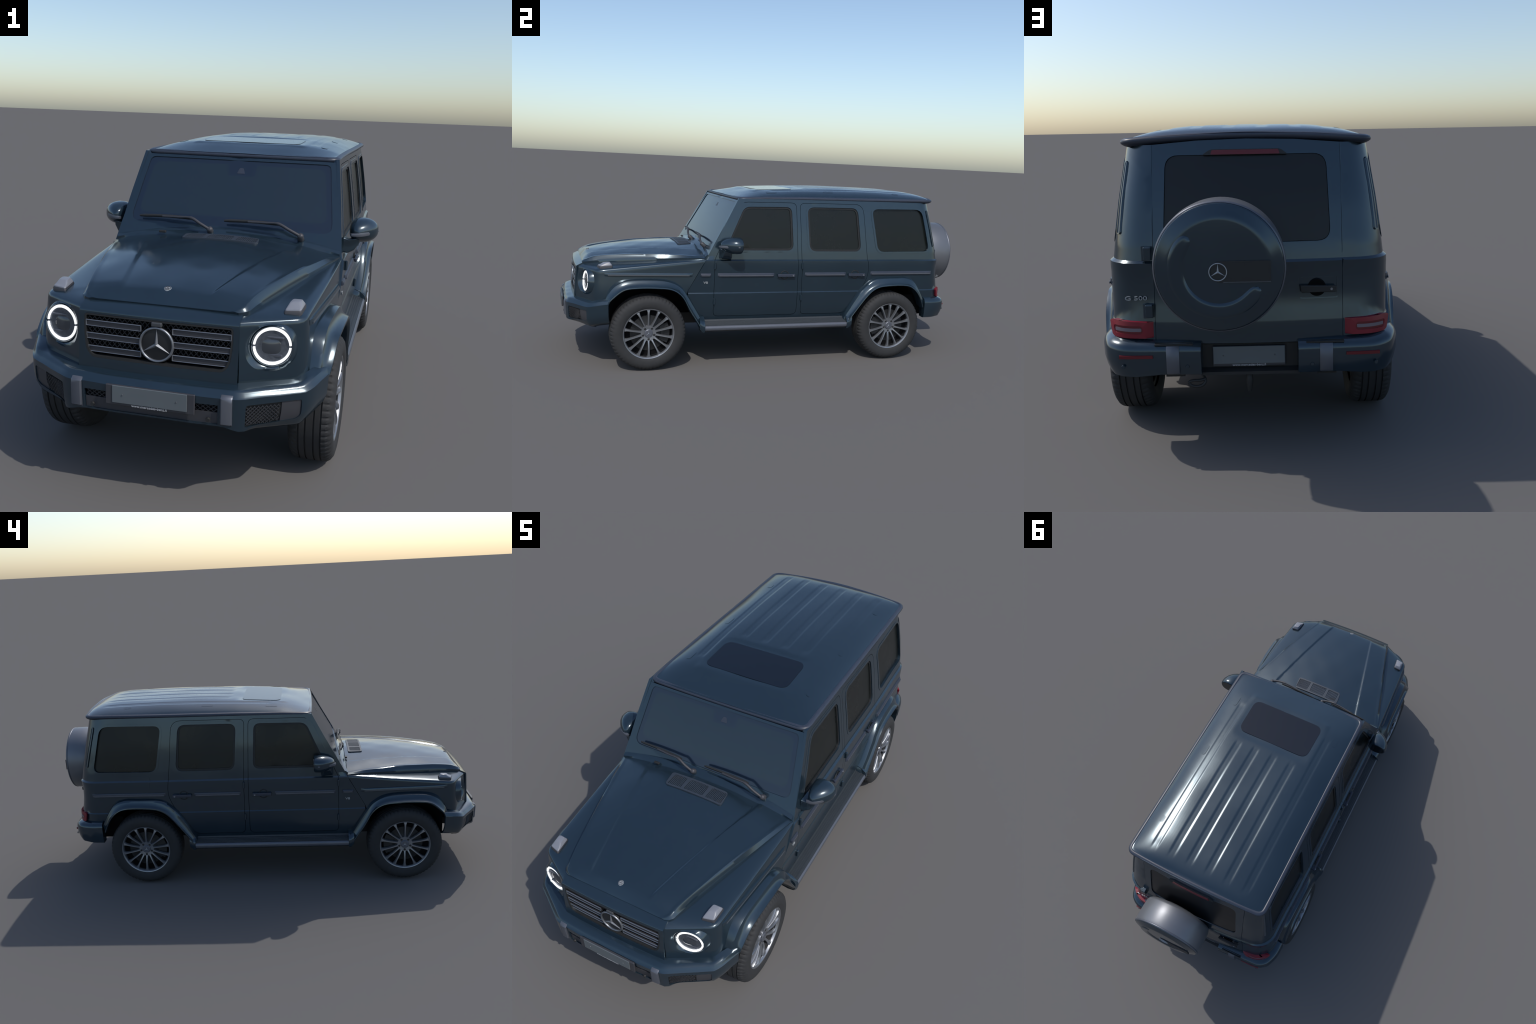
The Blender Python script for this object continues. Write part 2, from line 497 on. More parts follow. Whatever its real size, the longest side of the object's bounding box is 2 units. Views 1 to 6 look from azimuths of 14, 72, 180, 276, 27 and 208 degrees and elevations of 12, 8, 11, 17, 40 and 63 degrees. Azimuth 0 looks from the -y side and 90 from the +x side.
def hinge(y, z, parent):
    x = width(z)
    V, F = tube([(x + 0.003, y, z - 0.015), (x + 0.003, y, z - 0.013), (x + 0.003, y, z + 0.013), (x + 0.003, y, z + 0.015)], [0.002, 0.005, 0.005, 0.002], 10)
    finish("door_hinge", V, F, PAINT, parent, 50)
for yy, zz, pp in ((-0.344, 0.463, front_door), (-0.342, 0.300, front_door), (0.078, 0.463, back_door), (0.079, 0.312, back_door)):
    hinge(yy, zz, pp)

# ------------------------------------------------------------------ hood
def hood_edge_x(y): return interp(y, [(-0.914, 0.183), (-0.908, 0.196), (-0.898, 0.205), (-0.86, 0.2155), (-0.385, 0.353)])
def hood_edge_z(y): return interp(y, [(-0.914, 0.456), (-0.385, 0.4985)])
HOODC = [(-0.914, 0.457), (-0.908, 0.4635), (-0.897, 0.4745), (-0.886, 0.4850), (-0.875, 0.4890), (-0.835, 0.4975), (-0.77, 0.508), (-0.708, 0.516),
         (-0.64, 0.524), (-0.569, 0.5285), (-0.50, 0.5325), (-0.45, 0.5340), (-0.405, 0.5350), (-0.383, 0.5350)]
HOODC = HOODC[:4] + [(p[0], p[1]) for p in spline(HOODC[4:], 6)]
def hood_z(x, y):
    z = interp(y, HOODC) - 0.35 * x * x * smooth((y + 0.914) / 0.035)
    xc = 0.113 + (y + 0.87) * 0.235
    z += 0.0042 * smooth((abs(x) - xc) / 0.009 + 0.5) * smooth((y + 0.893) / 0.03)
    return z
ys = [-0.914, -0.911, -0.908, -0.903, -0.898, -0.892, -0.886, -0.881, -0.875, -0.865] + [-0.855 + 0.0165 * k for k in range(29)]
ys[-1] = -0.386
NX = 132
rings = []
for y in ys:
    xe = hood_edge_x(y); ze = hood_edge_z(y)
    row = []
    for i in range(NX + 1):
        t = -1 + 2 * i / NX
        x = xe * t
        z = hood_z(x, y)
        e = (1 - abs(t)) * xe                       # distance from the edge
        top = hood_z(xe * 0.9 * (1 if t > 0 else -1), y)
        if e < 0.011 and z > ze:
            z = ze + (z - ze) * (0.25 + 0.75 * smooth(e / 0.011) ** 0.7)
        z += 0.0015 * math.exp(-((e - 0.012) / 0.006) ** 2)
        row.append(Vector((x, y, z)))
    row = [Vector((-xe, y + 0.001, ze - 0.010))] + row + [Vector((xe, y + 0.001, ze - 0.010))]
    rings.append(row)
# front skirt
rings.insert(0, [Vector((p.x * 0.995, -0.911, min(p.z, 0.459) - 0.012)) for p in rings[0]])
# gentle scan-like waviness of the sheet metal
for r in rings[2:]:
    for p in r[1:-1]:
        p.z += 0.0006 * sin(p.x * 47 + p.y * 9) * sin(p.y * 31 + 1)
V, F = loft(rings, closed=False)
hood = finish("hood", V, F, PAINT, angle=28)

# round badge on the hood
def hood_badge():
    c = Vector((0.002, -0.8795, hood_z(0.002, -0.8795)))
    rot = Matrix.Rotation(radians(-100), 3, "X") @ Matrix.Rotation(pi, 3, "Z")
    rot = Matrix.Rotation(radians(-72), 3, "X")   # facing up and a little forward
    d = revolve([(-0.0008, 0.0), (-0.0012, 0.0085), (0.001, 0.0095)], (0, 0, 0), "y", 32)
    disc = finish("hood_badge", *moved(d, c, rot), BADGE, hood)
    finish("badge_star", *join_data([moved(star_mesh(0.0062, 0.001, 0.2), c + Vector((0, -0.0006, 0.0018)), rot),
                                     moved(ring_mesh(0.0068, 0.0007, 0.0007, 28), c + Vector((0, -0.0004, 0.0014)), rot)]), RIMDARK, disc, 20)
hood_badge()

# air intake on the hood in front of the windshield
def intake():
    zc = lambda x, y: hood_z(0, y) - 0.32 * x * x + 0.0002
    poly = rounded([(-0.108, -0.470), (0.120, -0.470), (0.112, -0.404), (-0.116, -0.404)], 0.012)
    fields = [rounded([(a, -0.463), (b, -0.463), (b - 0.002, -0.412), (a + 0.002, -0.412)], 0.005) for a, b in ((-0.102, -0.048), (-0.036, 0.040), (0.052, 0.113))]
    mp = lambda x, y, d: Vector((x, y, zc(x, y) + 0.0035 - d))
    o = panel("hood_air_intake", poly, fields, mp, 0.008, VENTM, 0.02, parent=hood)
    panel("intake_floor", grow(poly, -0.004), [], lambda x, y, d: Vector((x, y, zc(x, y) - 0.0005 - d)), 0.002, BLACK, 0.03, parent=o)
    bars = []
    for a, b in ((-0.102, -0.048), (-0.036, 0.040), (0.052, 0.113)):
        n = int((b - a) / 0.0055)
        for k in range(1, n):
            x = a + (b - a) * k / n
            bars.append(loft([[(x - 0.0013, y, zc(x, y) + 0.0003), (x + 0.0013, y, zc(x, y) + 0.0003), (x + 0.0013, y, zc(x, y) + 0.0025), (x - 0.0013, y, zc(x, y) + 0.0025)] for y in (-0.463, -0.438, -0.412)]))
    bb = finish("intake_slat", *join_data(bars), VENTM, o, 30); bb["kind"] = "stuff"
intake()

# ------------------------------------------------------------------ fender with headlamp nose
PATH = [Vector((0.1935, -0.9400)), Vector((0.316, -0.8705))]
P0, PC, P1 = Vector((0.316, -0.8705)), Vector((0.3345, -0.860)), Vector((0.3385, -0.835))
CORN = [P0 * (1 - t) ** 2 + PC * 2 * t * (1 - t) + P1 * t * t for t in [k / 10 for k in range(11)]]
LC = sum((b - a).length for a, b in zip(CORN, CORN[1:]))
LN = (PATH[1] - PATH[0]).length
S_SEAM = -0.835 - LC - LN           # s of the grille seam
S_CORNER = -0.835 - LC
def fender_outer(s):
    if s >= -0.835:
        return Vector((0.3655 - 0.027 * (max(0, -0.385 - s) / 0.45) ** 1.2, s))
    if s >= S_CORNER:
        t = (s - S_CORNER) / LC * 10; i = min(9, int(t)); f = t - i
        return CORN[i] * (1 - f) + CORN[i + 1] * f
    f = (s - S_SEAM) / LN
    return PATH[0] * (1 - f) + PATH[1] * f
def fender_inner(s):
    if s >= -0.835:
        return Vector((hood_edge_x(s) - 0.014, s))
    f = (-0.835 - s) / (LC + LN)
    a, b = Vector((hood_edge_x(-0.835) - 0.014, -0.835)), Vector((0.178, -0.898))
    g = smooth(f)
    return a * (1 - g) + b * g
def shoulder_z(s):
    if s >= -0.835:
        return 0.4415 + (s + 0.85) / 0.465 * 0.0465
    return interp(s, [(S_SEAM, 0.4365), (S_CORNER, 0.4395), (-0.835, 0.4430)])
def inner_z(s):
    if s >= -0.835: return hood_edge_z(s) - 0.004
    return interp(s, [(S_SEAM, 0.4535), (-0.835, hood_edge_z(-0.835) - 0.004)])
def fender_normal(s):
    t = (fender_outer(s + 0.002) - fender_outer(s - 0.002)).normalized()
    return Vector((-t.y, t.x))          # points inwards
RHO = 0.011
TOPV = 0.12
def fender(s, tau, d=0.0):
    """tau <= 0: height below the shoulder line; tau > 0: fraction of the top surface."""
    zsh = shoulder_z(s); o2 = fender_outer(s); n = fender_normal(s)
    def side(t):
        z = zsh + t
        lean = 0.0085 * smooth((z - 0.32) / (zsh - 0.30))
        low = 0.006 * max(0, (0.335 - z) / 0.1) if s > -0.5 else 0
        p = o2 + n * (lean + low)
        return Vector((p.x, p.y, z))
    def top(t):
        a = side(0.0); b2 = fender_inner(s); b = Vector((b2.x, b2.y, inner_z(s)))
        f = t / TOPV
        p = a.lerp(b, f); p.z += 0.002 * sin(pi * f)
        return p
    if tau < -RHO: p = side(tau)
    elif tau > RHO: p = top(tau)
    else:
        q = (tau + RHO) / (2 * RHO)
        p = side(-RHO) * (1 - q) ** 2 + side(0) * 2 * q * (1 - q) + top(RHO) * q * q
    if d:
        if tau < 0: p = p + Vector((n.x, n.y, 0)) * d
        else: p = p - Vector((0, 0, d))
    return p
def tau_of(y, z): return z - shoulder_z(y)
HEAD = Vector((0.2605, -0.8985, 0.3825))      # headlamp centre
def s_of_x(x): return S_SEAM + (x - PATH[0].x) / (PATH[1].x - PATH[0].x) * LN
lamp_hole = []
for k in range(40):
    a = 2 * pi * k / 40
    rx, rz = (0.0545, 0.0520) if sin(a) > 0 else (0.0555, 0.0590)
    e = 2.3
    ca, sa = cos(a), sin(a)
    x = HEAD.x + rx * math.copysign(abs(ca) ** (2 / e), ca); z = HEAD.z + rz * math.copysign(abs(sa) ** (2 / e), sa)
    s = s_of_x(x); lamp_hole.append((s, z - shoulder_z(s)))
out = [(S_SEAM + 0.001, 0.29 - 0.437), (S_SEAM + 0.001, TOPV), (S_CORNER, TOPV), (-0.835, TOPV), (-0.70, TOPV), (-0.55, TOPV), (-0.385, TOPV), (-0.3865, 0.0)]
out += [(-0.4635, tau_of(-0.4635, 0.352))]
arch = [p for p in front_arch if p[0] < -0.468]
out += [(p[0], tau_of(*p)) for p in reversed(arch)]
out += [(-0.836, 0.29 - 0.443)]
fend = panel("fender", out, [lamp_hole], fender, 0.008, PAINT, 0.018, (-0.011, -0.005, 0.0, 0.005, 0.011), angle=40)
# seam of the nose piece: a fine groove line drawn as a narrow dark rib set into the corner
strip_path = [fender(s, -0.017) for s in [-0.822 + 0.376 * k / 20 for k in range(21)]]
def fender_strip():
    rings = []; rings2 = []
    n = 26
    for k in range(n + 1):
        s = -0.827 + (0.383) * k / n
        e = min(1.0, min(k, n - k) + 0.12)
        zt, zb = 0.4300 , 0.4150
        b = fender(s, 0.423 - shoulder_z(s)); nn = -fender_normal(s); h = 0.0055 * e
        f = lambda off, z: (b.x + nn.x * off, b.y + nn.y * off, z)
        rings.append([f(-0.002, zt + 0.001), f(h * 0.6, zt), f(h, zt - 0.005), f(h, zb + 0.002), f(h * 0.5, zb), f(-0.002, zb)])
        h2 = 0.0055
        rings2.append([f(h2 - 0.001, 0.4225), f(h2 + 0.0010, 0.4225), f(h2 + 0.0010, 0.4175), f(h2 - 0.001, 0.4175)])
    o = finish("trim_strip", *loft(rings), PAINT, fend, 25)
    finish("trim_inlay", *loft(rings2[1:-1]), STRIPM, o, 25)
fender_strip()

# headlamp: funnel from the nose panel to the round lamp, ring of light, lens
def headlamp():
    rim = [fender(s, t) for s, t in lamp_hole]
    circ = lambda r, y, k: Vector((HEAD.x + r * cos(2 * pi * k / 40), y, HEAD.z + r * sin(2 * pi * k / 40)))
    tilt = lambda p: Vector((p.x, p.y + (p.x - HEAD.x) * 0.20 + (p.z - HEAD.z) * 0.05, p.z))
    R1 = [tilt(circ(0.0485, -0.9005, k)) for k in range(40)]
    Rm = [(a * 0.35 + b * 0.65) + Vector((0, -0.004, 0)) for a, b in zip(rim, R1)]
    R2 = [tilt(circ(0.0465, -0.9035, k)) for k in range(40)]
    R3 = [tilt(circ(0.0450, -0.8985, k)) for k in range(40)]
    V, F = loft([rim, Rm, R1, R2, R3], True, False)
    h = finish("headlamp", V, F, PAINT, None, 50)
    # ring in two arcs
    for a0, a1, nm in ((radians(4), radians(176), 0), (radians(184), radians(356), 0)):
        rings = []
        for k in range(33):
            a = a0 + (a1 - a0) * k / 32
            wid = 0.0026 + 0.0009 * abs(sin(a))
            sec = []
            for dr, dy in ((-wid, 0.004), (-wid * 0.8, -0.0015), (wid * 0.8, -0.0015), (wid, 0.004)):
                r = 0.0405 + dr
                sec.append(tilt(Vector((HEAD.x + r * cos(a), -0.901 + dy, HEAD.z + r * sin(a)))))
            rings.append(sec)
        finish("daylight_ring", *loft(rings), RING, h, 50)
    bowl = [[tilt(circ(r, y, k)) for k in range(40)] for r, y in ((0.0465, -0.8985), (0.037, -0.8975), (0.031, -0.889), (0.027, -0.886))]
    finish("headlamp_bowl", *loft(bowl, True, True), REFLECT, h, 50)
    lens = [[tilt(Vector((HEAD.x - 0.002 + 1.0 * r * math.copysign(abs(cos(2 * pi * k / 40)) ** 0.7, cos(2 * pi * k / 40)), y, HEAD.z - 0.002 + 0.78 * r * math.copysign(abs(sin(2 * pi * k / 40)) ** 0.7, sin(2 * pi * k / 40))))) for k in range(40)]
            for r, y in ((0.0275, -0.886), (0.0255, -0.897), (0.019, -0.8995), (0.006, -0.901))]
    finish("headlamp_lens", *loft(lens), LENS, h, 50)
    bars = [moved(box(HEAD.x, -0.897, HEAD.z + 0.020, 0.052, 0.006, 0.004), (0, 0, 0)), moved(box(HEAD.x, -0.897, HEAD.z - 0.0215, 0.046, 0.006, 0.005), (0, 0, 0))]
    finish("headlamp_bar", *join_data(bars), SATIN, h, bevel=0.001)
    return h
lamp = headlamp()

# turn signal standing on the fender
def turn_signal():
    base = [(0.2745, -0.8560), (0.3155, -0.8455), (0.3185, -0.7900), (0.2820, -0.7925)]
    cx = sum(p[0] for p in base) / 4; cy = sum(p[1] for p in base) / 4
    def ringat(k, z, dy=0.0, kf=None):
        poly = [(cx + (p[0] - cx) * k, cy + (p[1] - cy) * (kf or k) + dy) for p in base]
        return [(p[0], p[1], z(p) if callable(z) else z) for p in rounded(poly, 0.006, 4)]
    f0 = lambda p: 0.447 + (p[1] + 0.85) * 0.09
    o = finish("turn_signal", *loft([ringat(1.0, lambda p: f0(p) - 0.006), ringat(1.0, lambda p: f0(p) + 0.004), ringat(0.93, lambda p: f0(p) + 0.0075)]), PLATEF, None, 50)
    lensr = [ringat(0.92, lambda p: f0(p) + 0.006), ringat(0.88, lambda p: f0(p) + 0.010), ringat(0.78, lambda p: f0(p) + 0.0135, 0.004, 0.66), ringat(0.62, lambda p: f0(p) + 0.0195, 0.006, 0.46), ringat(0.35, lambda p: f0(p) + 0.0205, 0.006, 0.30)]
    finish("turn_signal_lens", *loft(lensr), LAMPW, o, 45)
    return o
signal = turn_signal()

# ------------------------------------------------------------------ wheel arch flares and liners
def flare(top, low, bottom_cap):
    A, B = spline(top, 6), spline(low, 6)
    rings = []; N = len(A)
    for k, (p, q) in enumerate(zip(A, B)):
        f = k / (N - 1); f = f if bottom_cap else 1 - f
        X = interp(f, [(0, 0.3850), (0.10, 0.3895), (0.30, 0.3975), (0.5, 0.4025), (0.8, 0.4010), (1, 0.3950)] if bottom_cap else [(0, 0.3900), (0.15, 0.3970), (0.35, 0.4020), (0.8, 0.4000), (1, 0.3950)])
        w0 = wall(p.x, max(0.2, p.y)).x if p.x > -0.385 else (fender(p.x, min(-0.02, tau_of(p.x, p.y))).x)
        if p.x > 0.66:
            w0 = min(w0, wall(min(p.x, 0.76), 0.35).x)
        m = lambda f, x: (x, p.x + (q.x - p.x) * f, p.y + (q.y - p.y) * f)
        c = Vector((q.x - p.x, q.y - p.y)); c.normalize()
        rings.append([m(-0.04, w0 - 0.004), m(0.0, w0 + 0.003), m(0.09, w0 + 0.36 * (X - w0)), m(0.16, w0 + 0.48 * (X - w0)), m(0.30, w0 + 0.53 * (X - w0)), m(0.60, w0 + 0.66 * (X - w0)), m(0.74, w0 + 0.80 * (X - w0)), m(0.84, X - 0.001), m(0.95, X), m(1.02, X - 0.002),
                      (X - 0.008, q.x + c.x * 0.0035, q.y + c.y * 0.0035), (0.335, q.x + c.x * 0.001, q.y + c.y * 0.001), (0.335, p.x, p.y)])
    return finish("wheel_arch_flare", *loft(rings), PAINT, None, 38)
flare_f = flare(ARCH_F_TOP, ARCH_F_LOW, True)
flare_r = flare(ARCH_R_TOP, ARCH_R_LOW, False)
def liner(low, deep):
    """Dark arch lining; deep(y) is how far in its back wall stands."""
    B = spline(low, 5); n = len(B)
    rings = []
    for f, k in ((0.0, 0.003), (0.25, 0.003), (0.6, 0.006), (1.0, 0.010)):
        rings.append([(0.380 + (deep(p.x) - 0.380) * f, p.x, p.y + k) for p in B])
    rings.append([(deep(p.x), p.x, 0.20 if p.y > 0.20 else p.y) for p in B])
    V, F = loft(rings, False)
    return finish("wheel_arch_liner", V, F, DARK, None, 40, recalc=False)
liner_f, liner_r = liner(ARCH_F_LOW, lambda y: interp(y, [(-0.80, 0.320), (-0.76, 0.26), (-0.66, 0.22), (-0.45, 0.16)])), liner(ARCH_R_LOW, lambda y: 0.10)

# ------------------------------------------------------------------ running board
def running_board():
    prof = [(0.340, 0.226), (0.352, 0.2220), (0.3555, 0.2150), (0.3575, 0.2090), (0.3590, 0.2065), (0.3650, 0.2058), (0.3660, 0.2035), (0.3720, 0.2028), (0.3730, 0.2008), (0.3790, 0.2000), (0.3800, 0.1980), (0.3860, 0.1972), (0.3870, 0.1950), (0.3930, 0.1935),
            (0.3985, 0.1885), (0.4000, 0.1800), (0.3985, 0.1710), (0.3930, 0.1660), (0.370, 0.163), (0.345, 0.168)]
    prof = [(x - 0.008, z) for x, z in prof]
    rings = [[(x, y, z) for x, z in prof] for y in (-0.402, -0.386, -0.15, 0.1, 0.312, 0.328)]
    o = finish("running_board", *loft(rings), BOARDM, None, 24)
    tr = [(0.3960, 0.1930), (0.3995, 0.1912), (0.4030, 0.1870), (0.4037, 0.1800), (0.4015, 0.1735), (0.3990, 0.1720)]
    finish("step_trim", *loft([[(x - 0.008, y, z) for x, z in tr] for y in (-0.386, 0.0, 0.312)]), SATIN, o, 35)
    # end pieces that meet the arch flares
    for y0, y1 in ((-0.410, -0.386), (0.312, 0.338)):
        k = -1 if y0 < 0 else 1
        inner = (y1 if k < 0 else y0); outer = (y0 if k < 0 else y1)
        c = [(0.345, 0.232), (0.372, 0.222), (0.392, 0.206), (0.397, 0.196), (0.397, 0.176), (0.391, 0.163), (0.345, 0.163)]
        c2 = [(0.345, 0.240), (0.374, 0.232), (0.390, 0.222), (0.3955, 0.212), (0.3955, 0.192), (0.393, 0.180), (0.345, 0.185)]
        finish("step_end", *loft([[(x, inner, z) for x, z in c], [(x, inner * 0.6 + outer * 0.4, z) for x, z in c], [(x, outer, z) for x, z in c2]]), PAINT, o, 40)
    return o
board = running_board()

# ------------------------------------------------------------------ roof with gutter rail
RZ = [(-0.245, 0.768), (-0.10, 0.774), (0.10, 0.778), (0.43, 0.781), (0.79, 0.786)]
def edge_z(y): return interp(y, RZ)
TOPL = [(-0.228, 0.7730), (-0.20, 0.7800), (-0.15, 0.7925), (-0.10, 0.8030), (-0.05, 0.8080), (0.02, 0.8120), (0.12, 0.8175), (0.25, 0.8225), (0.40, 0.8240), (0.60, 0.8215), (0.68, 0.8185), (0.735, 0.812), (0.765, 0.8030), (0.783, 0.7900)]
GX = [(0.0, 1.0), (0.06, 0.995), (0.14, 0.965), (0.20, 0.85), (0.235, 0.70), (0.262, 0.52), (0.285, 0.30), (0.3, 0.10), (0.308, 0.0)]
def fine(table, n=6):
    pts = spline(table, n); return [(p[0], p[1]) for p in pts]
TOPLF, GXF = fine(TOPL), fine(GX)
RIBS = [(-0.2085, -0.06, 0.738), (-0.1250, 0.128, 0.736), (-0.0390, 0.126, 0.733), (0.0470, 0.126, 0.733), (0.1290, 0.130, 0.736), (0.2110, -0.06, 0.741)]
def roof_z(x, y):
    ze = edge_z(y); zt = interp(y, TOPLF)
    g = interp(abs(x), GXF); ze2 = ze + rear_arch_up(x, y)
    z = max(ze + (zt - ze) * g, ze2 + 0.003)
    if abs(x) < 0.20 and -0.13 < y < 0.12:       # flat seat of the sunroof
        k = smooth((0.20 - abs(x)) / 0.03) * smooth((y + 0.13) / 0.03) * smooth((0.12 - y) / 0.03)
        z += (0.8025 + (y + 0.095) * 0.054 - z) * k
    for xr, y0, y1 in RIBS:
        f = smooth((y - y0) / 0.03) * smooth((y1 - y) / 0.05)
        if f > 0:
            a = abs(x - (xr))
            if a < 0.031:
                z -= 0.0015 * f * smooth((0.020 - a) / 0.012)      # trough between swages
    return z
def roof_y(x, y):
    """Front and rear edge of the roof bow outwards in plan."""
    c = max(0.0, 1 - (x / 0.305) ** 2)
    f = (y + 0.229) / 1.013
    return y - (0.002 + 0.006 * c) * max(0, 1 - f * 4) + 0.012 * c * max(0, f * 4 - 3)
def rear_arch_up(x, y): return 0.013 * max(0.0, 1 - (x / 0.305) ** 2) * smooth((y - 0.70) / 0.08)
NX, NY = 250, 130
rows = []
for j in range(NY + 1):
    y = -0.229 + 1.013 * j / NY
    row = []
    for i in range(NX + 1):
        u = -1 + 2 * i / NX
        half = 0.311
        # rounded plan corners
        rr = 0.03
        ex = 0.0
        for yy in (-0.229, 0.784):
            dd = abs(y - yy)
            if dd < rr:
                ex = max(ex, rr - sqrt(max(0, rr * rr - (rr - dd) ** 2)))
        x = u * (half - ex)
        row.append(Vector((x, roof_y(x, y), roof_z(u * 0.308, y) + 0.0006 * sin(x * 29 + 1.3) * sin(y * 17))))
    rows.append(row)
# turn down the border
V, F = loft(rows, False)
roof = finish("roof", V, F, PAINT, None, 40)

# gutter rail swept round the roof
def rail():
    loop = rounded([(-0.309, -0.224), (0.309, -0.224), (0.309, 0.778), (-0.309, 0.778)], 0.03, 6)
    loop = densify(loop, 0.03)
    n = len(loop); rings = []
    for i in range(n):
        a, p, b = Vector(loop[i - 1]), Vector(loop[i]), Vector(loop[(i + 1) % n])
        t = (b - a).normalized(); o = Vector((t.y, -t.x))
        z = edge_z(p.y) + rear_arch_up(p.x, p.y)
        p = Vector((p.x, roof_y(p.x, p.y)))
        sec = [(-0.006, 0.0045), (-0.002, 0.0055), (0.0025, 0.0030), (0.0065, 0.0015), (0.0085, -0.0030), (0.0075, -0.0080), (0.0035, -0.0110), (-0.003, -0.0145), (-0.010, -0.0165), (-0.013, -0.0165), (-0.013, 0.0)]
        rings.append([(p.x + o.x * d, p.y + o.y * d, z + h) for d, h in sec])
    rings.append(rings[0])
    return finish("gutter_rail", *loft(rings, True, False), RAIL, roof, 50)
rail()

# sunroof glass
sun = rounded([(-0.168, -0.094), (0.166, -0.094), (0.164, 0.083), (-0.166, 0.083)], 0.036, 7)
def sun_map(x, y, d): return Vector((x, y, 0.8042 + (y + 0.095) * 0.054 - d))
panel("sunroof_glass", sun, [], sun_map, 0.006, material("sunroof_tint", (0.005, 0.008, 0.015), rough=0.12, spec=0.5), 0.02, parent=roof)
# small oval plugs and fine grooves on the roof edge
for sx in (-1, 1):
    for yy in (-0.055, 0.235, 0.60):
        pl = rounded([(sx * 0.2475 - 0.010, yy - 0.026), (sx * 0.2475 + 0.010, yy - 0.026), (sx * 0.2475 + 0.010, yy + 0.026), (sx * 0.2475 - 0.010, yy + 0.026)], 0.011)
        pl = pl if yy < 0.5 else [(x, yy + (y - yy) * 0.6) for x, y in pl]
        panel("roof_plug", pl, [], lambda x, y, d: Vector((x, y, roof_z(x, y) + 0.0014 - d)), 0.004, PAINT, 0.012, parent=roof)

# ------------------------------------------------------------------ windshield and its frame
def scr(x, z, d=0.0):
    bow = -0.003 * (1 - (x / 0.33) ** 2)
    nrm = Vector((0, 0.881, -0.473))
    p = Vector((x, screen_y(z) + bow, z))
    return p + nrm * d
frame_out = rounded([(-0.3575, 0.482), (0.3575, 0.482), (0.3490, 0.545), (0.3110, 0.758), (-0.3110, 0.758), (-0.3490, 0.545)], 0.0)
glass = rounded([(-0.322, 0.553), (0.322, 0.553), (0.294, 0.750), (-0.294, 0.750)], [0.03, 0.03, 0.018, 0.018], 6)
frame = panel("windshield_frame", frame_out, [glass], lambda x, z, d: scr(x, z, d - 0.003 if abs(x) > 0 else d), 0.012, PAINT, 0.03)
inner_glass = rounded([(-0.300, 0.582), (0.300, 0.582), (0.277, 0.7355), (0.062, 0.738), (0.060, 0.703), (-0.030, 0.703), (-0.032, 0.738), (-0.277, 0.7355)], [0.025, 0.025, 0.02, 0.0, 0.012, 0.012, 0.0, 0.02])
wsh = panel("windshield", inner_glass, [], lambda x, z, d: scr(x, z, d), 0.004, SCREEN, 0.03, parent=frame)
panel("windshield_border", glass, [inner_glass], lambda x, z, d: scr(x, z, d), 0.004, BAND, 0.03, parent=frame)
cam_poly = rounded([(0.000, 0.711), (0.026, 0.711), (0.019, 0.728), (0.007, 0.728)], 0.003)
panel("camera_window", cam_poly, [], lambda x, z, d: scr(x, z, d - 0.0006), 0.002, RAIL, 0.02, parent=frame)
# pillar skin that closes the corner between windshield frame and side wall
rings = []
for k in range(13):
    z = 0.489 + (0.768 - 0.489) * k / 12
    xs = interp(z, [(0.489, 0.3565), (0.545, 0.3465), (0.768, 0.3085)])
    yf = screen_y(z)
    w = width(z)
    rings.append([(xs - 0.012, yf + 0.004, z), (xs - 0.002, yf - 0.001, z), (xs + 0.5 * (w - xs), yf + 0.001, z), (w - 0.0005, yf + 0.008, z), (w - 0.001, yf + 0.03, z), (w - 0.012, yf + 0.03, z)])
pillar = finish("windshield_pillar", *loft(rings), PAINT, None, 50)

# cowl between hood and windshield
rings = []
for k in range(31):
    x = -0.35 + 0.7 * k / 30
    zh = hood_z(x, -0.39); zf = 0.545 - 0.32 * x * x
    ym = screen_y(zf) - 0.004
    rings.append([(x, -0.425, zh - 0.012), (x, -0.398, zh - 0.010), (x, -0.386, zh - 0.002), (x, ym - 0.010, zf - 0.002), (x, ym + 0.001, zf + 0.006), (x, ym + 0.02, zf + 0.006), (x, -0.35, zh - 0.03)])
cowl = finish("cowl", *loft(rings), PAINT, None, 40)
nz = finish("washer_nozzle", *box(-0.198, -0.388, 0.5315, 0.022, 0.010, 0.007), BLACK, cowl, bevel=0.002)

# ------------------------------------------------------------------ wipers
def wiper(tip, elbow, pivot):
    tip, elbow, pivot = Vector(tip), Vector(elbow), Vector(pivot)
    far = tip + (elbow - tip) * 1.06
    off = Vector((0, -0.006, 0.002))
    pts = [tip.lerp(far, k / 10) + Vector((0, -0.002, 0.003 * sin(pi * k / 10))) for k in range(11)]
    o = finish("wiper", *tube(pts, [0.0026] + [0.0040] * 9 + [0.0026], 8, 1.2), BLACK, None, 50)
    c = tip.lerp(elbow, 0.45)
    arm = [c + off, tip.lerp(elbow, 0.75) + off * 1.6, elbow + off * 1.8, elbow.lerp(pivot, 0.5) + off * 1.8, pivot + off]
    finish("wiper_arm", *tube(spline(arm, 6), [0.0034] * 12 + [0.0050] * 13, 8), PLATEF, o, 50)
    V, F = tube([pivot + Vector((0, 0.010, -0.010)), pivot + Vector((0, -0.006, 0.004)), pivot + Vector((0, -0.009, 0.007))], [0.010, 0.0095, 0.005], 14)
    finish("wiper_pivot", V, F, PLATEF, o, 50)
    return o
wiper((-0.287, -0.352, 0.571), (-0.112, -0.364, 0.574), (-0.050, -0.375, 0.545))
wiper((-0.010, -0.358, 0.574), (0.160, -0.364, 0.575), (0.230, -0.374, 0.545))

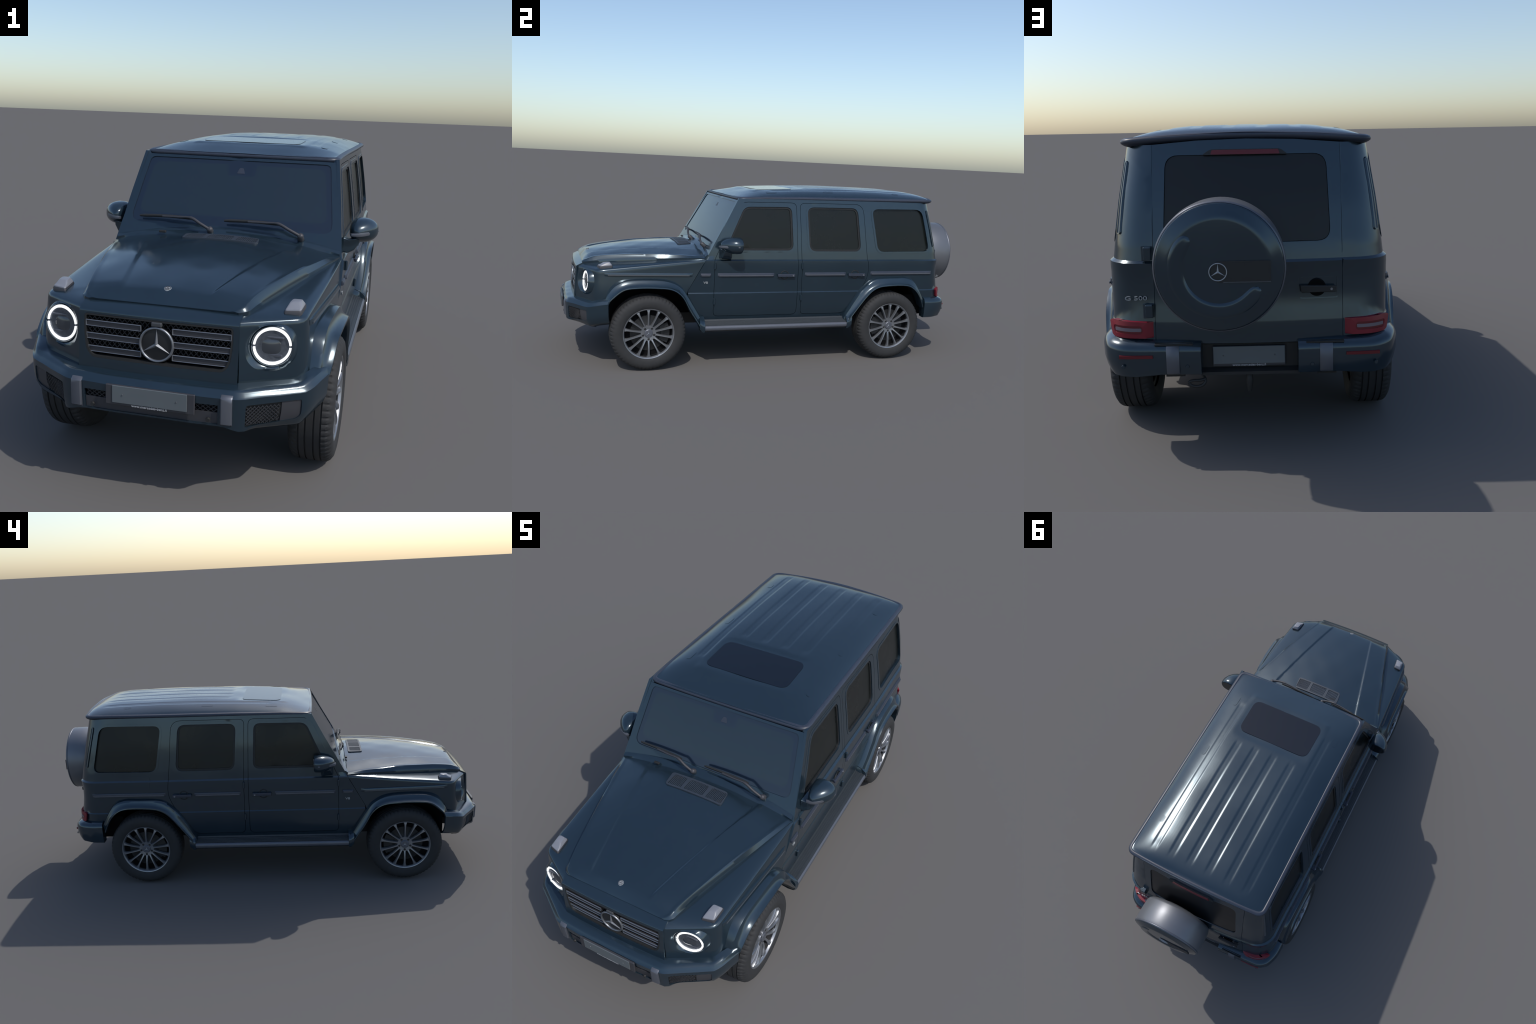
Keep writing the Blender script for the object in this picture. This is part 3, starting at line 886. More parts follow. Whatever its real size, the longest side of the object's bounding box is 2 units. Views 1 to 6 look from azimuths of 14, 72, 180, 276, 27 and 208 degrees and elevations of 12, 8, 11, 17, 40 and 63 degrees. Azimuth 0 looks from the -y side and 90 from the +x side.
# ------------------------------------------------------------------ door mirror
def mirror():
    c = Vector((0.408, -0.285, 0.5615)); rings = []
    prof = [(0.0, 0.02), (0.06, 0.36), (0.16, 0.60), (0.32, 0.82), (0.55, 0.97), (0.8, 1.0), (0.96, 0.97), (1.0, 0.90)]
    for t, k in prof:
        y = -0.336 + 0.098 * t
        ring = []
        for i in range(36):
            a = 2 * pi * i / 36
            ca, sa = cos(a), sin(a); e = 0.72
            X = math.copysign(abs(ca) ** e, ca) * 0.0430; Zz = math.copysign(abs(sa) ** e, sa) * 0.0370
            if ca > 0: Zz *= 1 - 0.22 * ca                    # slimmer towards the tip
            xx = c.x + X * k - (1 - k) * 0.010
            sweep = 0.030 * max(0, (xx - 0.38) / 0.07) * (1 - t)
            ring.append((xx, y + sweep, c.z + Zz * k))
        rings.append(ring)
    o = finish("door_mirror", *loft(rings), PAINT, front_door, 50)
    glass_ring = [[(c.x + math.copysign(abs(cos(a)) ** 0.72, cos(a)) * 0.036, yy, c.z + math.copysign(abs(sin(a)) ** 0.72, sin(a)) * 0.030 * (1 - 0.22 * max(0, cos(a)))) for a in [2 * pi * i / 36 for i in range(36)]] for yy in (-0.2385, -0.2365)]
    finish("mirror_glass", *loft(glass_ring), MIRRORING, o)
    # indicator strip round the front
    rs = []
    for k in range(17):
        t = k / 16
        x = 0.376 + 0.0735 * t
        q = (x - 0.376) / 0.0735
        y = -0.3345 + 0.082 * q ** 2.4 + 0.004 * (1 - q)
        z = 0.5535 + 0.006 * q; h = 0.0022 + 0.0040 * sin(pi * min(1, q * 0.8 + 0.12))
        rs.append([(x - 0.004, y + 0.006, z + h), (x + 0.0025 * q, y - 0.0028, z + h * 0.9), (x + 0.003 * q, y - 0.0040, z), (x + 0.0025 * q, y - 0.0028, z - h * 0.9), (x - 0.004, y + 0.006, z - h)])
    finish("mirror_indicator", *loft(rs), SATIN, o, 50)
    foot = [[(0.350, -0.325, 0.500), (0.350, -0.262, 0.497), (0.350, -0.262, 0.540), (0.350, -0.325, 0.545)],
            [(0.366, -0.322, 0.496), (0.366, -0.270, 0.492), (0.366, -0.270, 0.535), (0.366, -0.320, 0.540)],
            [(0.385, -0.318, 0.506), (0.385, -0.276, 0.502), (0.385, -0.276, 0.536), (0.385, -0.316, 0.542)],
            [(0.400, -0.312, 0.528), (0.400, -0.280, 0.526), (0.400, -0.280, 0.545), (0.400, -0.312, 0.548)]]
    finish("mirror_foot", *loft(foot), PAINT, o, bevel=0.004)
mirror()

# ------------------------------------------------------------------ grille
def grille():
    # painted surround
    op = rounded([(-0.180, 0.4285), (0.180, 0.4285), (0.180, 0.380), (0.174, 0.340), (0.158, 0.3235), (-0.158, 0.3235), (-0.174, 0.340), (-0.180, 0.380)], [0.01, 0.01, 0.02, 0.015, 0.01, 0.01, 0.015, 0.02])
    def gm(x, v, d):
        # v up to 0.436 is the upright face; above that the sheet turns back to the hood edge
        yb = -0.9400 - 0.006 * (1 - (x / 0.193) ** 2) - 0.006 * (0.436 - min(v, 0.436)) / 0.12
        if v <= 0.432: return Vector((x, yb + d, v))
        t = v - 0.432
        if t < 0.012:
            a = t / 0.012 * radians(55)
            return Vector((x, yb + 0.0095 * (1 - cos(a)) + d, 0.432 + 0.0095 * sin(a) - d * 0.6))
        y0 = yb + 0.0095 * (1 - cos(radians(55))); z0 = 0.432 + 0.0095 * sin(radians(55)); u = t - 0.012
        return Vector((x, y0 + u * 0.88 + d * 0.5, z0 + u * 0.42 - d))
    g = panel("grille_surround", [(-0.1925, 0.285), (0.1925, 0.285), (0.1925, 0.482), (-0.1925, 0.482)], [op], gm, 0.006, PAINT, 0.02, (0.432, 0.435, 0.438, 0.441, 0.444), angle=45)
    back = panel("grille_backing", grow(op, 0.004), [], lambda x, z, d: Vector((x, -0.922 + d, z)), 0.004, DARK, 0.04, parent=g)
    rim = panel("grille_rim", op, [grow(op, -0.005)], lambda x, z, d: gm(x, z, d + 0.0005), 0.016, BLACK, 0.02, parent=g)
    # diamond mesh behind the slats
    bars = []; step = 0.0125; h0, h1 = 0.325, 0.428
    def clip_bar(x, sgn):
        # bar through (x, h0) at 45 degrees, clipped to the opening
        L = h1 - h0; pts = []
        for k in range(13):
            f = k / 12; p = (x + sgn * f * L * 0.8, h0 + f * L)
            if inside(p, grow(op, -0.002)): pts.append(p)
        if len(pts) > 1:
            bars.append(tube([(p[0], -0.9335, p[1]) for p in (pts[0], pts[-1])], 0.0013, 5))
    k = -0.27
    while k < 0.27:
        clip_bar(k, 1); clip_bar(k, -1); k += step
    m = finish("grille_mesh", *join_data(bars), MESHM, g, 50); m["kind"] = "stuff"
    # three double slats on each side, each a closed loop with a bright edge
    for zc in (0.4050, 0.3740, 0.3430):
        for sx in (-1, 1):
            xa, xb = sx * 0.0385, sx * interp(zc, [(0.343, 0.1700), (0.374, 0.1745), (0.405, 0.1755)])
            H = 0.0066
            def yy(x): return -0.9405 - 0.004 * (1 - (x / 0.19) ** 2)
            parts = []
            for z, r in ((zc + H, 0.0019), (zc - H, 0.0014)):
                pts = [(xa + (xb - xa) * q / 8, yy(xa + (xb - xa) * q / 8), z) for q in range(9)]
                parts.append(tube(pts, r, 6, 0.9))
            parts.append(tube([(xb, yy(xb), zc - H), (xb, yy(xb), zc + H)], 0.0016, 6))
            parts.append(tube([(xa, yy(xa), zc - H), (xa, yy(xa), zc + H)], 0.0016, 6))
            s = finish("grille_slat", *join_data(parts), CHROME, g, 60)
            bar = loft([[(x, yy(x) + 0.001, zc + H * 0.9), (x, yy(x) + 0.001, zc - H * 0.9), (x, yy(x) + 0.006, zc - H * 0.9), (x, yy(x) + 0.006, zc + H * 0.9)] for x in [xa + (xb - xa) * q / 6 for q in range(7)]])
            finish("slat_core", *bar, PLATEF, s)
    # big star in a ring
    C = Vector((0.001, -0.9465, 0.3715))
    d = revolve([(-0.002, 0.0), (-0.0005, 0.025), (0.002, 0.039), (0.020, 0.041)], (0, 0, 0), "y", 40)
    em = finish("grille_emblem", *moved(d, C), RIMDARK, g, 50)
    finish("emblem_ring", *moved(ring_mesh(0.0395, 0.0032, 0.0042), C), CHROME, em, 60)
    finish("emblem_star", *moved(star_mesh(0.038, 0.0055, 0.145), C + Vector((0, -0.001, 0))), STARM, em, 15)
    finish("camera_pod", *box(0.001, -0.944, 0.4190, 0.026, 0.014, 0.011), STEP, g, bevel=0.003)
    return g
grille_ob = grille()

# ------------------------------------------------------------------ bumper at the nose
# plan path from the middle to the wheel arch
BP = [Vector(p) for p in ((0.0, -0.9905), (0.10, -0.9895), (0.198, -0.9840), (0.213, -0.9785), (0.343, -0.8970), (0.3565, -0.8780), (0.3660, -0.8560), (0.3840, -0.8130))]
BL = [0.0]
for a, b in zip(BP, BP[1:]): BL.append(BL[-1] + (b - a).length)
def bp(s):
    sg = 1 if s >= 0 else -1; s = abs(s)
    i = 0
    while i < len(BL) - 2 and s > BL[i + 1]: i += 1
    t = (s - BL[i]) / (BL[i + 1] - BL[i])
    p = BP[i] + (BP[i + 1] - BP[i]) * t
    # blended normal
    e = 0.012
    def at(q):
        q = max(0, min(BL[-1], q)); j = 0
        while j < len(BL) - 2 and q > BL[j + 1]: j += 1
        return BP[j] + (BP[j + 1] - BP[j]) * ((q - BL[j]) / (BL[j + 1] - BL[j]))
    t = (at(s + e) - at(s - e)).normalized()
    n = Vector((-t.y, t.x))
    return Vector((sg * p.x, p.y)), Vector((sg * n.x, n.y))
BEND = BL[-1]
def b_top(s): return interp(abs(s), [(0, 0.2790), (0.2, 0.2790), (0.36, 0.2800), (BEND, 0.300)])
def b_bot(s): return interp(abs(s), [(0, 0.2120), (0.17, 0.2110), (0.215, 0.200), (0.36, 0.1960), (BEND, 0.215)])
def front_bumper(s, v, d=0.0):
    """v in [0,1] lower to upper face edge; v>1 top shelf; v<0 underside."""
    s = max(-BEND, min(BEND, s))
    p, n = bp(s); zt, zb = b_top(s), b_bot(s)
    side = smooth((abs(s) - 0.21) / 0.05)
    if 0 <= v <= 1:
        z = zb + (zt - zb) * v
        off = 0.0007 * sin(s * 41 + 1) * sin(s * 17) * v + 0.004 * (1 - v) + 0.030 * side * max(0, 0.5 - v) ** 2 * 2
        q = p + n * (off + d); return Vector((q.x, q.y, z))
    if v > 1:
        u = v - 1                                   # 0..1 over the shelf
        depth = interp(abs(s), [(0, 0.047), (0.2, 0.045), (0.36, 0.040), (BEND, 0.024)])
        o = depth * u
        z = zt + 0.0125 * smooth(u * 3.2) + 0.0085 * u + 0.0007 * sin(s * 53) * sin(s * 23 + 2) * (1 - u)
        q = p + n * (o + d); return Vector((q.x, q.y, z - d))
    u = -v
    o = 0.004 + 0.015 * side + 0.035 * u
    z = zb - 0.004 * smooth(u * 3) - (0.010 * u) * side
    q = p + n * (o + d); return Vector((q.x, q.y, z + d))
def fb_hole(s0, s1, v00, v01, v10, v11, r=0.006):
    return rounded([(s0, v00), (s1, v10), (s1, v11), (s0, v01)], r, 3)
S_ = lambda x: interp(x, list(zip([p.x for p in BP], BL)))
mid_hole = [(-0.160, 0.06), (0.160, 0.06), (0.160, 0.74), (-0.160, 0.74)]
fog_r = [(S_(0.2215), 0.10), (S_(0.327), 0.24), (S_(0.336), 0.36), (S_(0.336), 0.82), (S_(0.2215), 0.80)]
fog_l = [(-a, b) for a, b in reversed(fog_r)]
def scaled(poly, k=0.07):           # work in near-isometric parameters
    return [(s, v * k) for s, v in poly]
fbm = lambda s, w, d: front_bumper(s, w / 0.07, d)
outl = [(-BEND, -0.07), (BEND, -0.07), (BEND, 0.14), (-BEND, 0.14)]
fbump = panel("bumper", outl, [scaled(mid_hole), rounded(scaled(fog_r), 0.006, 3), rounded(scaled(fog_l), 0.006, 3)], fbm, 0.007, PAINT, 0.016,
              (-0.004, 0.0, 0.004, 0.066, 0.070, 0.076, 0.083, 0.090), angle=40)
# dark recesses with diamond mesh
def recess(poly, depth, name, matl, nbars=True, step=0.011, mat2=None):
    pw = scaled(poly)
    o = panel(name, grow(pw, 0.004), [], lambda s, w, d: fbm(s, w, depth + d), 0.003, matl, 0.02, parent=fbump)
    if nbars:
        bars = []
        s0, s1 = min(p[0] for p in pw), max(p[0] for p in pw); w0, w1 = min(p[1] for p in pw), max(p[1] for p in pw); L = w1 - w0
        k = s0 - L
        while k < s1 + L:
            for sg in (1, -1):
                pts = [(k + sg * f / 10 * L * 1.2, w0 + L * f / 10) for f in range(11)]
                pts = [p for p in pts if inside(p, pw)]
                if len(pts) > 1:
                    P3 = [fbm(p[0], p[1], depth - 0.0025) for p in (pts[0], pts[-1])]
                    bars.append(tube(P3, 0.0011, 5))
            k += step
        b = finish("bumper_mesh", *join_data(bars), MESHM if not mat2 else mat2, o, 60); b["kind"] = "stuff"
    return o
for sg in (1, -1):
    a = [(sg * s, v) for s, v in [(S_(0.2215), 0.10), (S_(0.293), 0.195), (S_(0.293), 0.81), (S_(0.2215), 0.80)]]
    recess(a, 0.0055, "fog_lamp_recess", BLACK, True, 0.0095)
    a = [(sg * s, v) for s, v in [(S_(0.297), 0.20), (S_(0.327), 0.24), (S_(0.336), 0.36), (S_(0.336), 0.82), (S_(0.297), 0.815)]]
    o = recess(a, 0.0025, "fog_lamp_cover", PLATEF, False)
upper = [(-0.158, 0.40), (0.158, 0.40), (0.158, 0.73), (-0.158, 0.73)]
recess(upper, 0.009, "bumper_intake", DARK, True, 0.0125)
lower = [(-0.159, 0.07), (0.159, 0.07), (0.159, 0.40), (-0.159, 0.40)]
recess(lower, 0.004, "bumper_bar", PLATEF, False)
# bright vertical clips
for sx in (-1, 1):
    rings = []
    for x in (0.1665, 0.1695, 0.1900, 0.1930):
        e = 0.0 if x in (0.1695, 0.1900) else 0.0025
        p, n = bp(S_(x)); y = p.y
        rings.append([(sx * x, y + 0.020, 0.287), (sx * x, y + 0.004 + e, 0.2855), (sx * x, y - 0.0045 + e, 0.2790), (sx * x, y - 0.0055 + e, 0.270), (sx * x, y - 0.0035 + e, 0.2195), (sx * x, y + 0.004, 0.214), (sx * x, y + 0.02, 0.214)])
    finish("bumper_clip", *loft(rings), SATIN, fbump, 40)
# number plate with holder
def number_plate(cx, cy, cz, w, h, facing, parent, frame_side):
    k = -1 if facing < 0 else 1
    f = finish("number_plate", *box(cx, cy, cz, w + 2 * frame_side, 0.007, h), PLATEF, parent, bevel=0.002)
    finish("plate_sheet", *box(cx, cy + k * 0.0042, cz + h * 0.06, w, 0.003, h * 0.86), PLATE, f, bevel=0.001)
    t = text_data("www.mercedes-benz.fi", 0.0092, 0.0004)
    finish("plate_lettering", *moved(t, (cx, cy + k * 0.0042, cz - h * 0.435), FACE_FRONT if k < 0 else FACE_BACK), LETTER, f, smooth=False)
    bolts = [revolve([(k * 0.001, 0.0), (k * 0.001, 0.0016), (0, 0.002)], (cx + s * w * 0.36, cy + k * 0.0058, cz + h * 0.05), "y", 10) for s in (-1, 1)]
    finish("plate_bolt", *join_data(bolts), STRIPM, f)
    return f
number_plate(0.004, -0.9935, 0.2595, 0.178, 0.0475, -1, fbump, 0.017)
# sensor buttons
for sx in (-1, 1):
    V, F = revolve([(-0.002, 0.0), (-0.002, 0.0045), (0.002, 0.0055)], (sx * 0.139, -0.9885, 0.226), "y", 16)
    finish("parking_sensor", V, F, BLACK, fbump)
# skid panel under the nose
skid = loft([[(x, -0.940 + abs(x) * 0.10, 0.207 - 0.012 * smooth((abs(x) - 0.18) / 0.04)), (x, -0.86, 0.190), (x, -0.80, 0.200), (x, -0.80, 0.225), (x, -0.95 + abs(x) * 0.1, 0.222)] for x in [-0.20 + 0.40 * k / 24 for k in range(25)]])
finish("skid_panel", *skid, BLACK, fbump, 40)

# ------------------------------------------------------------------ tailgate
def tail(x, z, d=0.0):
    return Vector((x, rear(z) + bulge(x) - bulge(width(z) - CORNER) - d, z))
zsx = [0.285, 0.768]
tg_out = [(-0.2335, 0.285), (0.2335, 0.285), (0.2335, 0.774), (0.12, 0.783), (0.0, 0.786), (-0.12, 0.783), (-0.2335, 0.774)]
glass_r = rounded([(-0.2065, 0.535), (0.2075, 0.535), (0.2010, 0.748), (-0.1985, 0.748)], 0.034, 6)
tg = panel("tailgate", tg_out, [glass_r], tail, 0.010, PAINT, 0.022, SIDE_ROWS)
panel("window_pane", grow(glass_r, -0.0008), [], lambda x, z, d: tail(x, z, 0.0035 + d), 0.004, material("rear_glass", (0.006, 0.007, 0.009), rough=0.3, spec=0.4), 0.03, parent=tg)
bl = rounded([(-0.103, 0.7475), (-0.085, 0.7610), (0.088, 0.7610), (0.108, 0.7475)], [0.004, 0.008, 0.008, 0.004])
panel("brake_lamp_housing", bl, [], lambda x, z, d: tail(x, z, d - 0.006), 0.012, BLACK, 0.02, parent=tg)
bl2 = rounded([(-0.084, 0.7485), (-0.080, 0.7595), (0.083, 0.7595), (0.087, 0.7485)], 0.003)
panel("brake_lamp", bl2, [], lambda x, z, d: tail(x, z, d - 0.0085), 0.008, REDDARK, 0.02, parent=tg)
# recessed tailgate handle
hp = rounded([(-0.222, 0.392), (-0.128, 0.392), (-0.128, 0.447), (-0.222, 0.447)], 0.005)
panel("handle_plate", hp, [grow(hp, -0.0025)], lambda x, z, d: tail(x, z, d - 0.0012), 0.004, PAINT, 0.02, parent=tg)
V, F = revolve([(0.0005, 0.0225), (0.0018, 0.020), (0.001, 0.016), (-0.002, 0.0)], (-0.170, tail(-0.17, 0.42).y + 0.002, 0.420), "y", 28)
finish("handle_bowl", V, F, DARK, tg)
hd = rounded([(-0.218, 0.4105), (-0.130, 0.4095), (-0.127, 0.428), (-0.218, 0.4255)], 0.004)
hdo = finish("door_handle", *prism(hd, tail(-0.17, 0.42).y + 0.006, tail(-0.17, 0.42).y + 0.017, "xz"), BLACK, tg, bevel=0.002)
finish("handle_post", *join_data([box(-0.207, tail(-0.17, 0.42).y + 0.004, 0.418, 0.018, 0.012, 0.010), box(-0.137, tail(-0.17, 0.42).y + 0.004, 0.418, 0.012, 0.012, 0.010)]), BLACK, hdo)
V, F = revolve([(0.001, 0.0), (0.001, 0.0032), (-0.002, 0.004)], (-0.205, tail(-0.17, 0.42).y + 0.0175, 0.4185), "y", 14)
finish("lock_cylinder", V, F, CHROME, hdo)
for zz in (0.512, 0.369):
    yb = tail(0.235, zz).y
    h = finish("tailgate_hinge", *box(0.247, yb + 0.004, zz, 0.020, 0.022, 0.034), PAINT, tg, bevel=0.003)
    finish("hinge_pin", *tube([(0.258, yb + 0.006, zz - 0.018), (0.258, yb + 0.006, zz + 0.018)], 0.005, 10), PAINT, h, 50)
# model lettering
t = text_data("G 500", 0.0185, 0.0012)
t = ([Vector((v.x * 1.22, v.y * 0.82, v.z)) for v in t[0]], t[1])
finish("model_lettering", *moved(t, (0.281, rear(0.398) + 0.0050, 0.3985), FACE_BACK), BADGE, cabin, smooth=False)
# engine lettering on the wing
for sx in (-1, 1):
    t = text_data("V8", 0.017, 0.0012)
    t = ([Vector((v.x * 1.1, v.y * 0.85, v.z)) for v in t[0]], t[1])
    finish("engine_lettering", *moved(t, (sx * (width(0.387) + 0.001), -0.3845, 0.387), FACE_LEFT if sx > 0 else FACE_RIGHT), BADGE, cabin, smooth=False)
# fuel flap on one side
ff = rounded([(0.505, 0.451), (0.622, 0.451), (0.622, 0.512), (0.505, 0.512)], 0.014)
V, F = panel("fuel_flap", ff, [], lambda s, z, d: wall(s, z, d - 0.0012), 0.003, PAINT, 0.02, SIDE_ROWS, make=False)
finish("fuel_flap", [Vector((-v.x, v.y, v.z)) for v in V], F, PAINT, cabin)

# tail lamps wrap the rear corner
def s_x(x, z=0.32): return s_at_rear(x, z)
def s_corner(x, z=0.32):
    # s on the rounded corner for a given x
    w, R = width(z) - 0.006, CORNER
    if x <= w - R: return s_at_rear(x, z)
    return rear(z) - R + R * math.acos((x - (w - R)) / R)
tl = rounded([(s_corner(0.339), 0.303), (s_corner(0.3435), 0.338), (s_corner(0.336), 0.343), (s_x(0.239), 0.3405), (s_x(0.240), 0.2995), (s_corner(0.330), 0.299)], 0.004, 3)
tin = rounded([(s_corner(0.326), 0.316), (s_corner(0.326), 0.3245), (s_x(0.256), 0.3245), (s_x(0.256), 0.316)], 0.002, 3)
tl2 = grow(tin, 0.006)
tlo = panel("tail_lamp", tl, [tl2], lambda s, z, d: wall(s, z, d - 0.009), 0.014, RED, 0.012, angle=40)
panel("tail_lamp_frame", tl2, [tin], lambda s, z, d: wall(s, z, d - 0.0075), 0.010, REDDARK, 0.012, parent=tlo)
panel("tail_lamp_strip", tin, [], lambda s, z, d: wall(s, z, d - 0.0085), 0.010, LAMPGREY, 0.012, parent=tlo)

# ------------------------------------------------------------------ bumper at the tail
RP = [Vector(p) for p in rounded([(0.383, 0.742), (0.3825, 0.800), (0.3600, 0.856), (0.3230, 0.882), (0.121, 0.891)], [0, 0.03, 0.018, 0.02, 0], 5)]
RP = RP[:1] + [RP[0].lerp(RP[1], k / 4) for k in range(1, 4)] + RP[1:-1] + [RP[-2].lerp(RP[-1], k / 8) for k in range(1, 9)]
RL = [0.0]
for a, b in zip(RP, RP[1:]): RL.append(RL[-1] + (b - a).length)
def rp(s):
    s = max(0, min(RL[-1], s)); i = 0
    while i < len(RL) - 2 and s > RL[i + 1]: i += 1
    t = (s - RL[i]) / (RL[i + 1] - RL[i]); p = RP[i] + (RP[i + 1] - RP[i]) * t
    a, b = RP[max(0, i - 1)], RP[min(len(RP) - 1, i + 2)]
    t = (b - a).normalized(); return p, Vector((-t.y, t.x)) * 1.0
rings = []
for k in range(46):
    s = RL[-1] * k / 45
    p, n = rp(s)
    if n.dot(Vector((0.25, 0.80)) - p) < 0: n = -n
    zb = interp(s, [(0, 0.199), (0.05, 0.197), (0.20, 0.198), (0.26, 0.205), (1, 0.206)])
    lo = interp(s, [(0, 0.0), (0.10, 0.012), (0.16, 0.010), (0.24, 0.003), (1, 0.002)])
    zt = interp(s, [(0, 0.284), (0.10, 0.281), (0.2, 0.277), (1, 0.274)])
    f = lambda d, z: (p.x + n.x * d, p.y + n.y * d, z)
    rings.append([f(0.040, zt + 0.022), f(0.020, zt + 0.016), f(0.008, zt + 0.010), f(0.002, zt + 0.002), f(0.0, zt - 0.008), f(0.0005, 0.245), f(0.002 + lo * 0.5, 0.220), f(0.005 + lo, zb + 0.004), f(0.014 + lo, zb), f(0.045, zb + 0.002), f(0.050, 0.26)])
rbump = finish("bumper", *loft(rings), PAINT, None, 40)
mir_rb = mirrored(rbump)
for o, sx in ((rbump, 1), (mir_rb, -1)):
    rr = []
    for k in range(9):
        x = 0.240 + 0.084 * k / 8
        y = interp(x, [(0.24, 0.8865), (0.30, 0.8850), (0.324, 0.8820)])
        rr.append([(sx * x, y - 0.004, 0.2620), (sx * x, y + 0.0018, 0.2612), (sx * x, y + 0.0018, 0.2538), (sx * x, y - 0.004, 0.2530)])
    finish("reflector", *loft(rr), REDDARK, o)
    cl = []
    for x in (0.1745, 0.1775, 0.2035, 0.2065):
        e = 0.002 if x in (0.1745, 0.2065) else 0
        y = 0.8885
        cl.append([(sx * x, y - 0.03, 0.286), (sx * x, y - 0.004 - e, 0.284), (sx * x, y + 0.003 - e, 0.277), (sx * x, y + 0.0035 - e, 0.218), (sx * x, y - 0.002 - e, 0.212), (sx * x, y - 0.03, 0.212)])
    finish("bumper_clip", *loft(cl), SATIN, o, 40)
    for x in (0.155, 0.315):
        V, F = revolve([(0.001, 0.0), (0.001, 0.0042), (-0.001, 0.005)], (sx * x, interp(x, [(0.155, 0.8885), (0.315, 0.8835)]), 0.232), "y", 16)
        finish("parking_sensor", V, F, PAINT, o)
    # ribbed step on top
    st = [box(sx * 0.188, 0.858 + 0.008 * k, 0.2905 - 0.0012 * k, 0.094, 0.004, 0.004) for k in range(4)]
    finish("step_rib", *join_data(st), BLACK, o)
# middle section with the plate
md = loft([[(x, 0.852, 0.290), (x, 0.868, 0.287), (x, 0.858, 0.2825), (x, 0.852, 0.277), (x, 0.852, 0.216), (x, 0.872, 0.210), (x, 0.872, 0.202), (x, 0.82, 0.202), (x, 0.82, 0.290)] for x in (-0.124, 0.0, 0.124)])
mid = finish("bumper_recess", *md, BLACK, None, 40)
number_plate(0.0025, 0.8585, 0.2475, 0.180, 0.0530, 1, mid, 0.002)
# tow hook and hitch
finish("tow_ball_arm", *tube([(x, y - 0.036, z - 0.014) for x, y, z in [(0.004, 0.85, 0.215), (0.004, 0.880, 0.214), (0.003, 0.892, 0.208), (0.003, 0.892, 0.196), (0.003, 0.892, 0.181), (0.003, 0.892, 0.166)]], [0.007, 0.010, 0.008, 0.0090, 0.0075, 0.004], 12), BLACK, mid, 50)
tow = spline([(x * 1.03, y - 0.036, z - 0.014) for x, y, z in [(0.118, 0.84, 0.215), (0.117, 0.885, 0.210), (0.111, 0.896, 0.198), (0.119, 0.90, 0.187), (0.134, 0.90, 0.184), (0.147, 0.90, 0.188), (0.151, 0.90, 0.196), (0.140, 0.90, 0.200), (0.126, 0.90, 0.200), (0.112, 0.896, 0.202)]], 4)
finish("tow_eye", *tube(tow, 0.0040, 8), BLACK, mid, 50)

# ------------------------------------------------------------------ spare wheel in its cover
def spare():
    C = (0.061, 0.0, 0.4995)
    prof = [(0.845, 0.060), (0.862, 0.140), (0.868, 0.1475), (0.878, 0.1515), (0.92, 0.1535), (0.962, 0.1530), (0.974, 0.1505)]
    o = finish("spare_wheel", *revolve(prof, C, "y", 96), SPAREM, tg, 40)
    prof = [(0.973, 0.1510), (0.979, 0.1490), (0.982, 0.1465), (0.983, 0.1440), (0.9895, 0.1230), (0.9915, 0.1190), (0.9920, 0.1100), (0.9935, 0.05), (0.9935, 0.0)]
    finish("spare_cover", *revolve(prof, C, "y", 96), PAINT, o, 30)
    finish("cover_rim", *revolve([(0.972, 0.1512), (0.975, 0.1530), (0.9785, 0.1520), (0.980, 0.1490)], C, "y", 96), SATIN, o, 50)
    # crescent pressing: left side, round the bottom, to the right
    a0, a1 = radians(56), radians(-205)
    sc = []
    n = 72
    for k in range(n + 1):
        q = k / n
        # angle seen from behind: starts upper left (+x), runs down and to the right
        a = radians(42) - radians(195) * q if False else radians(48 - 202 * q)
        e = sqrt(max(0.0, 1 - (abs(2 * q - 1) ** 14)))
        rc, hw = 0.0985, 0.0190 * max(0.12, e)
        sec = []
        for j in range(9):
            u = -1 + 2 * j / 8
            r = rc + u * hw
            sec.append((C[0] + r * cos(a), 0.9915 + 0.0048 * (1 - abs(u) ** 5) * max(0.1, e), C[2] + r * sin(a)))
        sec.append((C[0] + rc * cos(a), 0.988, C[2] + rc * sin(a)))
        sc.append(sec)
    finish("cover_pressing", *loft(sc), PAINT, o, 60)
    pl = rounded([(-0.0565, 0.4685), (0.066, 0.4675), (0.080, 0.482), (0.080, 0.505), (0.066, 0.5175), (-0.0565, 0.5175)], [0.003, 0.012, 0.012, 0.012, 0.012, 0.003])
    pq = finish("cover_plaque", *prism(pl, 0.988, 0.9965, "xz"), BLACK, o, bevel=0.001)
    finish("plaque_edge", *box(-0.002, 0.9960, 0.4685, 0.108, 0.002, 0.0016), STRIPM, pq)
    c = Vector((0.0635, 0.9965, 0.4925)); rot = Matrix.Rotation(pi, 3, "Z")
    finish("cover_star", *join_data([moved(ring_mesh(0.0200, 0.0012, 0.0018, 40), c), moved(star_mesh(0.0195, 0.002, 0.13), c, rot)]), BADGE, pq, 20)
    finish("spare_carrier", *box(0.061, 0.850, 0.4995, 0.10, 0.05, 0.10), BLACK, o)
    return o
spare()

